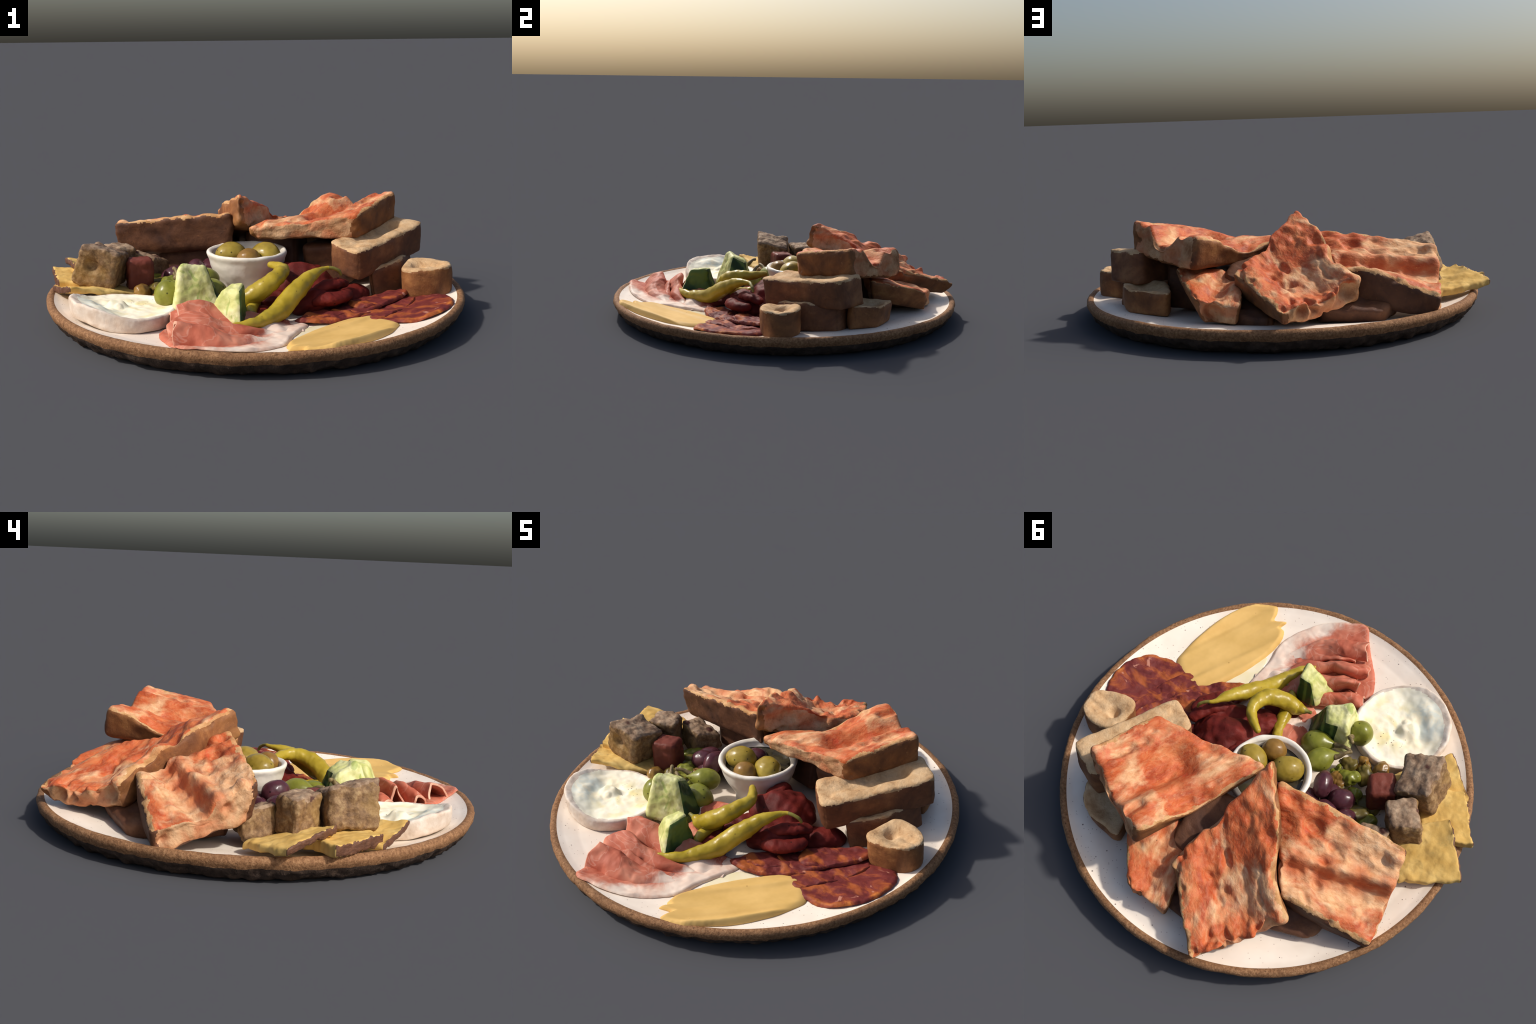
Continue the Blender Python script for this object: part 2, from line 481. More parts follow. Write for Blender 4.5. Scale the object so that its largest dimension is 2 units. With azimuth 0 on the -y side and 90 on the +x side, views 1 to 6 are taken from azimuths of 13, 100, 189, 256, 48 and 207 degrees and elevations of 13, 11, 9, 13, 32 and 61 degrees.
def empty(name, text, category, matrix=None):
    ob = bpy.data.objects.new(name, None)
    ob.empty_display_size = 0.05
    bpy.context.scene.collection.objects.link(ob)
    if matrix is not None:
        ob.matrix_world = matrix
    return label(ob, text, category)


def thing(name, text, category, v, f, regions, matrix=None):
    """Split one smooth mesh by face region into parts under one empty; a single region is one mesh.
    regions: list of (part name, face mask, material)."""
    nrm = vert_normals(v, f)
    if len(regions) == 1:
        ob = mesh_object(name, v, f, regions[0][2], nrm)
        if matrix is not None:
            ob.matrix_world = matrix
        return label(ob, text, category)
    root = empty(name, text, category, matrix)
    for part, mask, mat in regions:
        if mask.any():
            mesh_object(part, v, f[mask], mat, nrm, root)
    return root


def box_lattice(n):
    """Surface of a box as a quad lattice: coordinates in -1..1, quads, side of each quad (axis, sign)."""
    keys, quads, side = [], [], []
    for ax in range(3):
        u, w = (ax + 1) % 3, (ax + 2) % 3
        for sg in (0, 1):
            i, j = np.meshgrid(np.arange(n[u]), np.arange(n[w]), indexing="ij")
            i, j = i.ravel(), j.ravel()
            order = [(0, 0), (1, 0), (1, 1), (0, 1)]
            if not sg:
                order = order[::-1]
            q = []
            for di, dj in order:
                c = np.zeros((len(i), 3), int)
                c[:, ax] = n[ax] * sg
                c[:, u] = i + di
                c[:, w] = j + dj
                q.append(c)
            keys.append(np.stack(q, 1))
            side += [(ax, 1 if sg else -1)] * len(i)
    k = np.concatenate(keys)
    code = (k[..., 0] * 10007 + k[..., 1]) * 10007 + k[..., 2]
    u, first, inv = np.unique(code.ravel(), return_index=True, return_inverse=True)
    pts = k.reshape(-1, 3)[first] / np.array(n) * 2.0 - 1.0
    return pts, inv.reshape(-1, 4), np.array(side)


def rounded_block(corners, step, r, plan_r=None):
    """Rounded hexahedron through 8 corners given as bottom 4 then top 4, each in the order
    (-,-) (+,-) (+,+) (-,+). Returns vertices, quads, quad sides and box coordinates."""
    C = np.array(corners, float)
    size = np.array([
        (np.linalg.norm(C[[1, 2, 5, 6]] - C[[0, 3, 4, 7]], axis=1)).mean(),
        (np.linalg.norm(C[[3, 2, 7, 6]] - C[[0, 1, 4, 5]], axis=1)).mean(),
        (np.linalg.norm(C[4:] - C[:4], axis=1)).mean()])
    n = np.maximum(np.round(size / step).astype(int), 3)
    p, f, side = box_lattice(n)
    half = size / 2
    q = p * half
    if plan_r:
        pr = min(plan_r, half[0] * 0.98, half[1] * 0.98)
        inner = np.clip(q[:, :2], -(half[:2] - pr), half[:2] - pr)
        d = q[:, :2] - inner
        m = np.max(np.abs(d), axis=1)
        L = np.linalg.norm(d, axis=1)
        q[:, :2] = inner + d * (m / np.maximum(L, 1e-9))[:, None]
    r = min(r, half.min() * 0.95)
    inner = np.clip(q, -(half - r), half - r)
    d = q - inner
    m = np.max(np.abs(d), axis=1)
    L = np.linalg.norm(d, axis=1)
    q = inner + d * (m / np.maximum(L, 1e-9))[:, None]
    t = q / half
    a, b, c = (t[:, 0] + 1) / 2, (t[:, 1] + 1) / 2, (t[:, 2] + 1) / 2
    return trilinear(C, a, b, c), f, side, t


def trilinear(C, a, b, c):
    out = 0
    for i, (x, y, z) in enumerate([(0, 0, 0), (1, 0, 0), (1, 1, 0), (0, 1, 0), (0, 0, 1), (1, 0, 1), (1, 1, 1), (0, 1, 1)]):
        w = (a if x else 1 - a) * (b if y else 1 - b) * (c if z else 1 - c)
        out = out + w[:, None] * C[i]
    return out


def press(v, nrm, dents):
    """Dents (and, with negative depth, bumps): (p0, p1, radius, depth); a capsule pressed in along the normals."""
    amount = np.zeros(len(v))
    for p0, p1, rad, depth in dents:
        p0, p1 = np.array(p0, float), np.array(p1, float)
        d = p1 - p0
        t = np.clip(((v - p0) @ d) / max(d @ d, 1e-9), 0, 1)
        dist = np.linalg.norm(v - (p0 + t[:, None] * d), axis=1)
        amount += depth * smooth(dist, rad * 1.15, rad * 0.25)
    return v - nrm * amount[:, None]


def frame_of(top):
    """Matrix at the middle of a quad, x along its first direction, z along its normal."""
    top = np.array(top, float)
    x = (top[1] + top[2] - top[0] - top[3])
    y = (top[2] + top[3] - top[0] - top[1])
    z = np.cross(x, y)
    x, z = x / np.linalg.norm(x), z / np.linalg.norm(z)
    y = np.cross(z, x)
    R = np.stack([x, y, z], 1)
    o = top.mean(0)
    m = Matrix.Identity(4)
    for i in range(3):
        for j in range(3):
            m[i][j] = R[i, j]
        m[i][3] = o[i]
    return m, R, o


def bread(name, text, top, thick, tuck=0.12, dents=(), rough=0.012, ridge=0.0, seed=0.0, mats=("tomato_a", "crumb_red", "crust_gold"),
          end_crumb=True, plan_r=None, r=0.028, down=None, step=0.0065, grow=0.010, warps=()):
    """One cut of bread. The loaf runs along x: the sides b=+-1 are crust, the ends a=+-1 are cut crumb.
    dents are (a, b, c, a, b, c, radius, depth) in box coordinates."""
    top = np.array(top, float)
    m, R, o = frame_of(top)
    loc = (top - o) @ R
    loc[:, :2] += grow * np.sign(loc[:, :2])
    dn = np.array([0, 0, -1.0]) if down is None else np.array(down, float) @ R
    ct = np.zeros(3)
    th = np.broadcast_to(np.array(thick, float), (4,))
    low = loc + dn * th[:, None]
    low[:, 1] += (ct[1] - low[:, 1]) * tuck
    low[:, 0] += (ct[0] - low[:, 0]) * tuck * (0.3 if end_crumb else 1.0)
    C = np.concatenate([low, loc])
    v, f, side, t = rounded_block(C, step, r, plan_r)
    for a0, b0, ra, rb, shift, low in warps:
        k = np.exp(-((t[:, 0] - a0) / ra) ** 2 - ((t[:, 1] - b0) / rb) ** 2) * (low + (1 - low) * (t[:, 2] + 1) / 2)
        v = v + k[:, None] * (np.array(shift, float) @ R)
    nrm = vert_normals(v, f)
    is_top = smooth(t[:, 2], 0.55, 0.95)
    is_end = smooth(np.abs(t[:, 0]), 0.85, 0.98) * (1.0 if end_crumb else 0.0)
    open_face = np.maximum(is_top, is_end)
    p = v.copy()
    p[:, 0] *= 0.7
    big = fbm(p, 6.5, 2, 0.5, seed)
    mid = fbm(p, 17, 3, 0.5, seed + 1)
    amp = rough * (0.35 + 0.65 * open_face)
    h = amp * (1.0 * big + 0.8 * mid) + 0.0015 * fbm(v, 60, 3, 0.6, seed + 2)
    if ridge:
        # pores and blisters of an open crumb
        pit = fbm(p, 15, 2, 0.5, seed + 3)
        h -= open_face * ridge * smooth(pit, 0.25, 0.75) * 1.3
        h += is_top * ridge * 0.6 * smooth(fbm(p, 12, 2, 0.5, seed + 6), 0.2, 0.7)
    v = v + nrm * h[:, None]
    for d in dents:
        d = np.array(d, float)
        P = trilinear(C, *[(d[[k, k + 3]] + 1) / 2 for k in range(3)])
        # dents in the top go straight down, those in an end go in along the loaf
        way = np.array([0, 0, 1.0]) if d[2] > 0.9 else np.array([np.sign(d[0]), 0, 0.25])
        v = press(v, np.tile(way, (len(v), 1)) * (0.25 + 0.75 * (open_face if d[2] > 0.9 else is_end))[:, None], [(P[0], P[1], d[6], d[7])])
    v = relax(v, f, 3, 0.4)
    fc = t[f].mean(1)
    wob = 0.16 * fbm(v[f].mean(1), 16, 3, 0.5, seed + 4)
    top_f = ((side[:, 0] == 2) & (side[:, 1] > 0))
    end_f = (side[:, 0] == 0)
    cr_f = (side[:, 0] == 1)
    edge = fc[:, 2] + wob
    spread = top_f | (end_f & (edge > 0.80) & end_crumb)
    crust_cut = (cr_f | (end_f & (not end_crumb))) & (edge > 0.86)
    spread = spread | crust_cut
    crumb = end_f & ~spread & (np.abs(fc[:, 1]) < 0.86 + wob * 0.5) & (edge > -0.86) if end_crumb else np.zeros(len(f), bool)
    crust = ~(spread | crumb)
    toasted = spread & (np.abs(fc[:, 1]) > 0.915 + 0.5 * wob) & bool(end_crumb)
    spread &= ~toasted
    top_name = "tomato_spread" if mats[0].startswith("tomato") else "crumb"
    return thing(name, text, "bread", v, f, [
        (top_name, spread, MATS[mats[0]]), ("crumb_end", crumb, MATS[mats[1]]), ("crust", crust, MATS[mats[2]]), ("toasted_edge", toasted, MATS["toasted_edge"])], m)


def catmull(pts, n, closed=False):
    P = np.array(pts, float)
    k = len(P)
    if closed:
        t = np.arange(n) * k / n
        i = np.floor(t).astype(int)
        idx = [(i + o) % k for o in (-1, 0, 1, 2)]
    else:
        t = np.linspace(0, k - 1, n)
        i = np.minimum(np.floor(t).astype(int), k - 2)
        idx = [np.clip(i + o, 0, k - 1) for o in (-1, 0, 1, 2)]
    u = (t - i)[:, None]
    a, b, c, d = (P[j] for j in idx)
    return 0.5 * (2 * b + (c - a) * u + (2 * a - 5 * b + 4 * c - d) * u * u + (3 * b - a - 3 * c + d) * u ** 3)


def tube(path, radii, n=60, m=22, flat=1.0, lump=0.0, seed=0.0):
    """A tapering round body along a spline; closed ends. Returns verts, quads, ring parameter per quad."""
    k = len(path)
    c = catmull(path, n)
    r = catmull(np.array(radii, float)[:, None], n)[:, 0].clip(0.002)
    s = np.linspace(0, 1, n)
    for e, ends in ((0, s), (1, 1 - s)):
        cap = max(radii[0 if e == 0 else -1], 0.004)
        L = np.linalg.norm(np.diff(c, axis=0), axis=1).sum()
        z = np.clip(ends * L / cap, 0, 1)
        r = r * np.sqrt(np.clip(1 - (1 - z) ** 2, 0.0025, 1))
    T = np.gradient(c, axis=0)
    T /= np.linalg.norm(T, axis=1, keepdims=True)
    up = np.array([0.05, 0.02, 1.0])
    S = np.cross(T, up)
    S /= np.linalg.norm(S, axis=1, keepdims=True)
    U = np.cross(S, T)
    a = np.linspace(0, 2 * math.pi, m, endpoint=False)
    v = c[:, None] + r[:, None, None] * (np.cos(a)[None, :, None] * S[:, None] + flat * np.sin(a)[None, :, None] * U[:, None])
    v = v.reshape(-1, 3)
    i, j = np.meshgrid(np.arange(n - 1), np.arange(m), indexing="ij")
    i, j = i.ravel(), j.ravel()
    f = np.stack([i * m + j, i * m + (j + 1) % m, (i + 1) * m + (j + 1) % m, (i + 1) * m + j], 1)[:, ::-1]
    sp = s[i]
    base = len(v)
    v = np.concatenate([v, c[:1], c[-1:]])
    j = np.arange(0, m, 2)
    cap0 = np.stack([np.full(len(j), base), (j + 2) % m, (j + 1) % m, j], 1)[:, ::-1]
    o = (n - 1) * m
    cap1 = np.stack([np.full(len(j), base + 1), o + j, o + (j + 1) % m, o + (j + 2) % m], 1)[:, ::-1]
    f = np.concatenate([f, cap0, cap1])
    sp = np.concatenate([sp, np.zeros(len(j)), np.ones(len(j))])
    fn = vert_normals(v, f)
    if ((v[:base] - np.repeat(c, m, 0)) * fn[:base]).sum() < 0:
        f = f[:, ::-1]
        fn = -fn
    if lump:
        rr = np.concatenate([np.repeat(r, m), r[:1], r[-1:]])
        v = v + fn * (lump * np.clip(rr / 0.03, 0, 1) * fbm(v, 26, 3, 0.5, seed))[:, None]
    return v, f, sp


def blob(centre, semi, rot=0.0, n=20, lump=0.0, seed=0.0, tilt=0.0, freq=9.0, stretch=0.0):
    """An ellipsoid made of a cube lattice, with lumps; stretch draws its +x end to a point."""
    p, f, _ = box_lattice((n, n, n))
    p = np.tan(p * math.pi / 4 * 0.98)
    p /= np.linalg.norm(p, axis=1, keepdims=True)
    q = p.copy()
    if stretch:
        k = smooth(p[:, 0], 0.2, 1.0)
        q[:, 1:] *= (1 - 0.75 * k * k)[:, None]
        q[:, 0] += stretch * k * k
    v = q * np.array(semi)
    if lump:
        v = v + p * (lump * fbm(v, freq, 3, 0.5, seed))[:, None]
    R = np.array(Matrix.Rotation(rot, 3, "Z") @ Matrix.Rotation(tilt, 3, "Y"))
    return v @ R.T + np.array(centre), f


def join(parts):
    V, F, o = [], [], 0
    for v, f in parts:
        V.append(v)
        F.append(f + o)
        o += len(v)
    return np.concatenate(V), np.concatenate(F)


def plate_height(x, y):
    x, y = (np.asarray(x) - PX) / SX, (np.asarray(y) - PY) / SY
    r = np.hypot(x, y)
    return np.interp(r, PROFILE_R, PROFILE_Z) + back_rise(x, y, r)


def back_rise(x, y, r):
    """The well is shallower on the far side."""
    return 0.026 * smooth(0.85 * y + 0.45 * x, 0.15, 0.70) * smooth(r, 0.945, 0.84)


PX, PY = 0.027, 0.000
SX, SY = 0.993, 1.010
PROFILE_R = [0.0, 0.35, 0.60, 0.75, 0.85, 0.92, 0.945]
PROFILE_Z = [0.040, 0.042, 0.047, 0.058, 0.072, 0.092, 0.103]


def slab_on_outline(outline, zf, thick, nr=26, nt=200, closed_spline=True, rough_edge=0.0, seed=0.0, relief=None, edge=0.35):
    """A flat thing with a free outline: a disc grid mapped from the middle to the outline,
    domed at the edge, with an underside. Returns verts, quads, radial fraction per quad, angle index."""
    out = catmull(outline, nt, True) if closed_spline else np.array(outline, float)
    c = out.mean(0)
    if rough_edge:
        d = out - c
        k = fbm(np.c_[out * 1.0, np.zeros(nt)], 18, 4, 0.6, seed)
        out = c + d * (1 + rough_edge * k)[:, None]
    s = np.linspace(0, 1, nr + 1)[1:] ** 0.85
    xy = c + (out - c)[None] * s[:, None, None]
    V = [np.array([[c[0], c[1]]]), xy.reshape(-1, 2)]
    P = np.concatenate(V)
    frac = np.concatenate([[0], np.repeat(s, nt)])
    dome = np.sqrt(np.clip(1 - smooth(frac, 1 - edge, 1.0) ** 2, 0, 1))
    base = zf(P[:, 0], P[:, 1])
    h = thick * (0.12 + 0.88 * dome)
    if relief is not None:
        h = h + relief(P[:, 0], P[:, 1]) * dome
    top = np.c_[P, base + h]
    bot = np.c_[P, base - 0.001 * np.ones(len(P))]
    i, j = np.meshgrid(np.arange(nr - 1), np.arange(nt), indexing="ij")
    i, j = i.ravel(), j.ravel()
    a = 1 + i * nt + j
    b = 1 + i * nt + (j + 1) % nt
    q = np.stack([a, a + nt, b + nt, b], 1)
    j2 = np.arange(0, nt, 2)
    hub = np.stack([np.zeros(len(j2), int), 1 + j2, 1 + (j2 + 1) % nt, 1 + (j2 + 2) % nt], 1)
    N = len(P)
    f_top = np.concatenate([q, hub])
    fr = np.concatenate([s[i], np.zeros(len(j2))])
    an = np.concatenate([j / nt, j2 / nt])
    o = 1 + (nr - 1) * nt
    jj = np.arange(nt)
    wall = np.stack([o + jj, N + o + jj, N + o + (jj + 1) % nt, o + (jj + 1) % nt], 1)
    f = np.concatenate([f_top, f_top[:, ::-1] + N, wall])
    fr = np.concatenate([fr, fr, np.ones(nt)])
    an = np.concatenate([an, an, jj / nt])
    v = np.concatenate([top, bot])
    up = vert_normals(v, f)[:1 + nt].mean(0)[2]
    if up < 0:
        f = f[:, ::-1]
    return v, f, fr, an


def centred(v):
    """Move the origin of a thing to the middle of its base."""
    lo, hi = v.min(0), v.max(0)
    o = np.array([(lo[0] + hi[0]) / 2, (lo[1] + hi[1]) / 2, lo[2]])
    return v - o, Matrix.Translation(Vector(o))


# ------------------------------------------------------------------ the things
def make_plate():
    prof = [(r, z) for r, z in zip(PROFILE_R[1:], PROFILE_Z[1:])]
    prof += [(0.953, 0.108), (0.963, 0.109), (0.972, 0.105), (0.978, 0.096), (0.979, 0.086), (0.976, 0.076),
             (0.969, 0.062), (0.958, 0.045), (0.940, 0.025), (0.918, 0.008), (0.895, 0.001), (0.80, 0.0), (0.4, 0.0)]
    pr = []
    for (r0, z0), (r1, z1) in zip(prof[:-1], prof[1:]):
        k = max(1, int(math.hypot(r1 - r0, z1 - z0) / 0.008))
        for i in range(k):
            pr.append((r0 + (r1 - r0) * i / k, z0 + (z1 - z0) * i / k))
    pr.append(prof[-1])
    pr = np.array(pr)
    nt = 420
    th = np.linspace(0, 2 * math.pi, nt, endpoint=False)
    R, Z = pr[:, 0], pr[:, 1]
    x = R[:, None] * np.cos(th)
    y = R[:, None] * np.sin(th)
    z = np.repeat(Z[:, None], nt, 1)
    v = np.stack([x, y, z], -1).reshape(-1, 3)
    k = len(pr)
    i, j = np.meshgrid(np.arange(k - 1), np.arange(nt), indexing="ij")
    i, j = i.ravel(), j.ravel()
    a, b = i * nt + j, i * nt + (j + 1) % nt
    f = np.stack([a, a + nt, b + nt, b], 1)
    seg = i
    n0 = len(v)
    v = np.concatenate([v, [[0, 0, PROFILE_Z[0]], [0, 0, 0.0]]])
    j2 = np.arange(0, nt, 2)
    f = np.concatenate([f, np.stack([np.full(len(j2), n0), j2, j2 + 1, (j2 + 2) % nt], 1),
                        np.stack([np.full(len(j2), n0 + 1), (k - 1) * nt + (j2 + 2) % nt, (k - 1) * nt + j2 + 1, (k - 1) * nt + j2], 1)])
    seg = np.concatenate([seg, np.zeros(len(j2), int), np.full(len(j2), k - 2)])
    nrm = vert_normals(v, f)
    if nrm[n0, 2] < 0:
        f, nrm = f[:, ::-1], -nrm
    r = np.hypot(v[:, 0], v[:, 1])
    clay = smooth(r, 0.94, 0.965)
    wobble = 0.004 * fbm(v, 7, 3) * clay + 0.0016 * fbm(v, 45, 3, 0.6, 2) * clay
    low = smooth(v[:, 2], 0.08, 0.04) * smooth(r, 0.85, 0.93)
    q = v * np.array([1, 1, 0.35])
    wobble += low * 0.010 * fbm(q, 24, 4, 0.6, 5)
    v = v + nrm * wobble[:, None]
    v[:, 2] = np.maximum(v[:, 2], 0.0)
    egg = 1 + 0.008 * np.cos(2 * (np.arctan2(v[:, 1], v[:, 0]) + math.pi / 4))
    v[:, 0] *= SX * egg
    v[:, 1] *= SY * egg
    v[:, 2] += back_rise(v[:, 0], v[:, 1], r) * (np.arange(len(v)) < nt * int(np.argmax(Z)))
    top_i = int(np.argmax(Z))
    glaze = (seg < top_i) & (R[seg] < 0.944)
    foot = (seg > top_i) & (Z[seg] < 0.072)
    rim = ~(glaze | foot)
    thing("plate", "round cream speckled stoneware plate with bare brown clay rim", "plate", v, f,
          [("glazed_well", glaze, MATS["glaze"]), ("rim", rim, MATS["clay"]), ("foot", foot, MATS["foot"])],
          Matrix.Translation((PX, PY, 0)))


def make_bowl():
    cx, cy = -0.03, 0.08
    prof = [(0.0, 0.220), (0.140, 0.220), (0.156, 0.224), (0.165, 0.240), (0.168, 0.252), (0.178, 0.260), (0.186, 0.2605), (0.192, 0.255), (0.192, 0.245),
            (0.184, 0.225), (0.176, 0.195), (0.160, 0.155), (0.140, 0.118), (0.124, 0.090), (0.116, 0.070), (0.116, 0.043), (0.105, 0.041), (0.0, 0.041)]
    dense = catmull(prof, 90)
    dense[:, 0] = dense[:, 0].clip(0.0005)
    nt = 120
    th = np.linspace(0, 2 * math.pi, nt, endpoint=False)
    v = np.stack([dense[:, :1] * np.cos(th), dense[:, :1] * np.sin(th), np.repeat(dense[:, 1:], nt, 1)], -1).reshape(-1, 3)
    k = len(dense)
    i, j = np.meshgrid(np.arange(k - 1), np.arange(nt), indexing="ij")
    i, j = i.ravel(), j.ravel()
    a, b = i * nt + j, i * nt + (j + 1) % nt
    f = np.stack([a, a + nt, b + nt, b], 1)
    nrm = vert_normals(v, f)
    v = v + nrm * (0.003 * fbm(v, 12, 3, 0.5, 3))[:, None]
    f0 = np.array(f)
    if nrm[nt * 3:nt * 4, 2].mean() < 0:
        f0 = f[:, ::-1]
    liquid = i < int(k * 2.2 / (len(prof) - 1))
    thing("olive_bowl", "small white porcelain bowl with thick rim holding brine", "bowl", v, f0,
          [("bowl_wall", ~liquid, MATS["porcelain"]), ("brine", liquid, MATS["brine"])], Matrix.Translation((cx, cy, 0)))


def fruit_thing(name, text, category, centre, semi, rot, mat, tilt=0.0, lump=0.004, seed=0.0, stretch=0.0):
    v, f = blob((0, 0, 0), semi, rot, 18, lump, seed, tilt, 14, stretch)
    return thing(name, text, category, v, f, [(name, np.ones(len(f), bool), MATS[mat])], Matrix.Translation(centre))


def make_fruits():
    t = ("plump glossy green olive in brine", "olive")
    fruit_thing("green_olive", *t, (-0.095, 0.030, 0.247), (0.078, 0.062, 0.058), 0.5, "green_olive", seed=1)
    fruit_thing("green_olive", *t, (0.070, 0.050, 0.247), (0.076, 0.062, 0.058), -0.45, "green_olive", seed=2)
    fruit_thing("brown_olive", "brownish olive sunk in brine", "olive", (0.005, -0.035, 0.241), (0.058, 0.052, 0.052), 0.2, "brown_olive", seed=3)
    fruit_thing("dark_olive", "dark purple olive sunk in brine", "olive", (-0.10, 0.135, 0.212), (0.055, 0.045, 0.04), 0.8, "dark_olive", seed=4)
    t = ("shiny dark purple oval olive", "olive")
    fruit_thing("dark_olive", *t, (-0.258, -0.012, 0.172), (0.066, 0.046, 0.054), 1.75, "dark_olive", seed=5)
    fruit_thing("dark_olive", *t, (-0.362, 0.004, 0.135), (0.064, 0.052, 0.052), 0.5, "dark_olive", seed=6)
    for k, (c, rot) in enumerate((((-0.310, 0.080, 0.118), 0.4), ((-0.240, 0.170, 0.135), 1.2), ((-0.330, 0.180, 0.105), 2.2), ((-0.405, 0.080, 0.105), 0.9), ((-0.225, 0.070, 0.120), 1.9), ((-0.300, -0.020, 0.095), 0.1), ((-0.240, 0.150, 0.110), 0.6), ((-0.150, 0.290, 0.185), 2.6), ((-0.215, 0.255, 0.150), 0.8))):  # extra olives added as filler in the dark gaps beside and behind the bowl
        fruit_thing("dark_olive", *t, c, (0.064, 0.050, 0.052), rot, "dark_olive", seed=70 + k)
    # three pickled berries on dry stalks
    for s, (c, semi, rot, tilt, st) in enumerate((
            ((-0.292, -0.352, 0.142), (0.062, 0.060, 0.066), 1.35, -0.25, 0.10),
            ((-0.130, -0.222, 0.128), (0.080, 0.062, 0.060), 3.3, -0.2, 0.25),
            ((-0.185, -0.128, 0.158), (0.074, 0.056, 0.056), 3.9, -0.15, 0.35))):
        v, f = blob((0, 0, 0), semi, rot, 20, 0.003, s + 20, tilt, 12, st)
        root = empty("caper_berry", "fat glossy green pickled berry with dry stalk", "pickle", Matrix.Translation(c))
        mesh_object("berry", v, f, MATS["caper_berry"], vert_normals(v, f), root)
        tip = np.array(((-0.272, -0.268, 0.215), (-0.240, -0.235, 0.165), (-0.262, -0.172, 0.180))[s]) - np.array(c)
        end = np.array(((-0.300, -0.235, 0.232), (-0.300, -0.218, 0.190), (-0.310, -0.215, 0.200))[s]) - np.array(c)
        start = tip * 0.72
        v, f, _ = tube([start, tip, (tip + end) / 2 + np.array([0, 0, 0.008]), end], [0.016, 0.012, 0.009, 0.011], 24, 10, 1, 0.004, s)
        mesh_object("stalk", v, f, MATS["dry_stalk"], vert_normals(v, f), root)
    # loose capers and pickle scraps down between the bowl and the cheese
    spots = [(-0.300, -0.190, 0.100, 0.030), (-0.300, -0.090, 0.108, 0.034), (-0.350, -0.120, 0.112, 0.038), (-0.395, -0.185, 0.100, 0.034),
             (-0.455, -0.232, 0.100, 0.030), (-0.405, -0.062, 0.092, 0.036), (-0.330, -0.060, 0.085, 0.035), (-0.360, -0.230, 0.085, 0.034), (-0.270, -0.140, 0.080, 0.036)]
    for k, (x, y, z, r) in enumerate(spots):
        fruit_thing("caper", "small wrinkled brown-green caper", "pickle", (x, y, z + 0.012), (r * (1.2 + 0.5 * (k % 3 == 0)), r, r * 0.8), k * 1.7, ("caper", "brown_olive", "caper_berry")[k % 3], 0.3 - 0.25 * (k % 4), 0.022, 40 + k, 0.2 * (k % 2))
    for k, (c, semi, rot, mat) in enumerate((((-0.430, 0.030, 0.085), (0.085, 0.045, 0.035), 0.6, "caper"), ((-0.50, 0.055, 0.090), (0.07, 0.04, 0.03), 0.9, "caper_berry"),
                                            ((-0.47, -0.05, 0.075), (0.07, 0.05, 0.03), 0.3, "caper"))):
        fruit_thing("pickle_piece", "soft green pickle piece in the shade", "pickle", c, semi, rot, mat, 0.1, 0.012, 60 + k)


def make_chillies():
    sets = (
        ("pickled_chilli", [(0.448, -0.100, 0.200), (0.440, -0.108, 0.222), (0.410, -0.125, 0.238), (0.379, -0.143, 0.238), (0.333, -0.216, 0.222), (0.276, -0.309, 0.170),
                            (0.226, -0.405, 0.112), (0.178, -0.499, 0.094), (0.135, -0.575, 0.098), (0.070, -0.625, 0.105)],
         [0.006, 0.008, 0.008, 0.011, 0.028, 0.042, 0.043, 0.034, 0.022, 0.009], 0.27),
        ("pickled_chilli", [(-0.035, -0.352, 0.140), (-0.015, -0.352, 0.136), (0.012, -0.351, 0.132), (0.047, -0.351, 0.128), (0.110, -0.340, 0.166), (0.168, -0.301, 0.208),
                            (0.198, -0.240, 0.232), (0.198, -0.181, 0.236), (0.160, -0.130, 0.236), (0.112, -0.088, 0.232)],
         [0.008, 0.010, 0.022, 0.038, 0.043, 0.040, 0.034, 0.027, 0.021, 0.014], 0.16),
        ("pickled_chilli", [(0.165, -0.470, 0.098), (0.140, -0.462, 0.092), (0.118, -0.440, 0.098), (0.100, -0.400, 0.102), (0.085, -0.310, 0.105), (0.076, -0.235, 0.108), (0.060, -0.175, 0.115), (0.040, -0.125, 0.125)],
         [0.010, 0.012, 0.013, 0.026, 0.032, 0.030, 0.026, 0.014], 0.30))
    for k, (nm, path, rad, stalk) in enumerate(sets):
        P = np.array(path)
        o = P[len(P) // 2].copy()
        v, f, sp = tube(P - o, rad, 110, 26, 1.0, 0.0045, k + 3)
        thing(nm, "curved yellow-green pickled chilli pepper with thin stalk", "pickled pepper", v, f,
              [("stalk", sp < stalk, MATS["stalk"]), ("pod", sp >= stalk, MATS["chilli"])], Matrix.Translation(o))


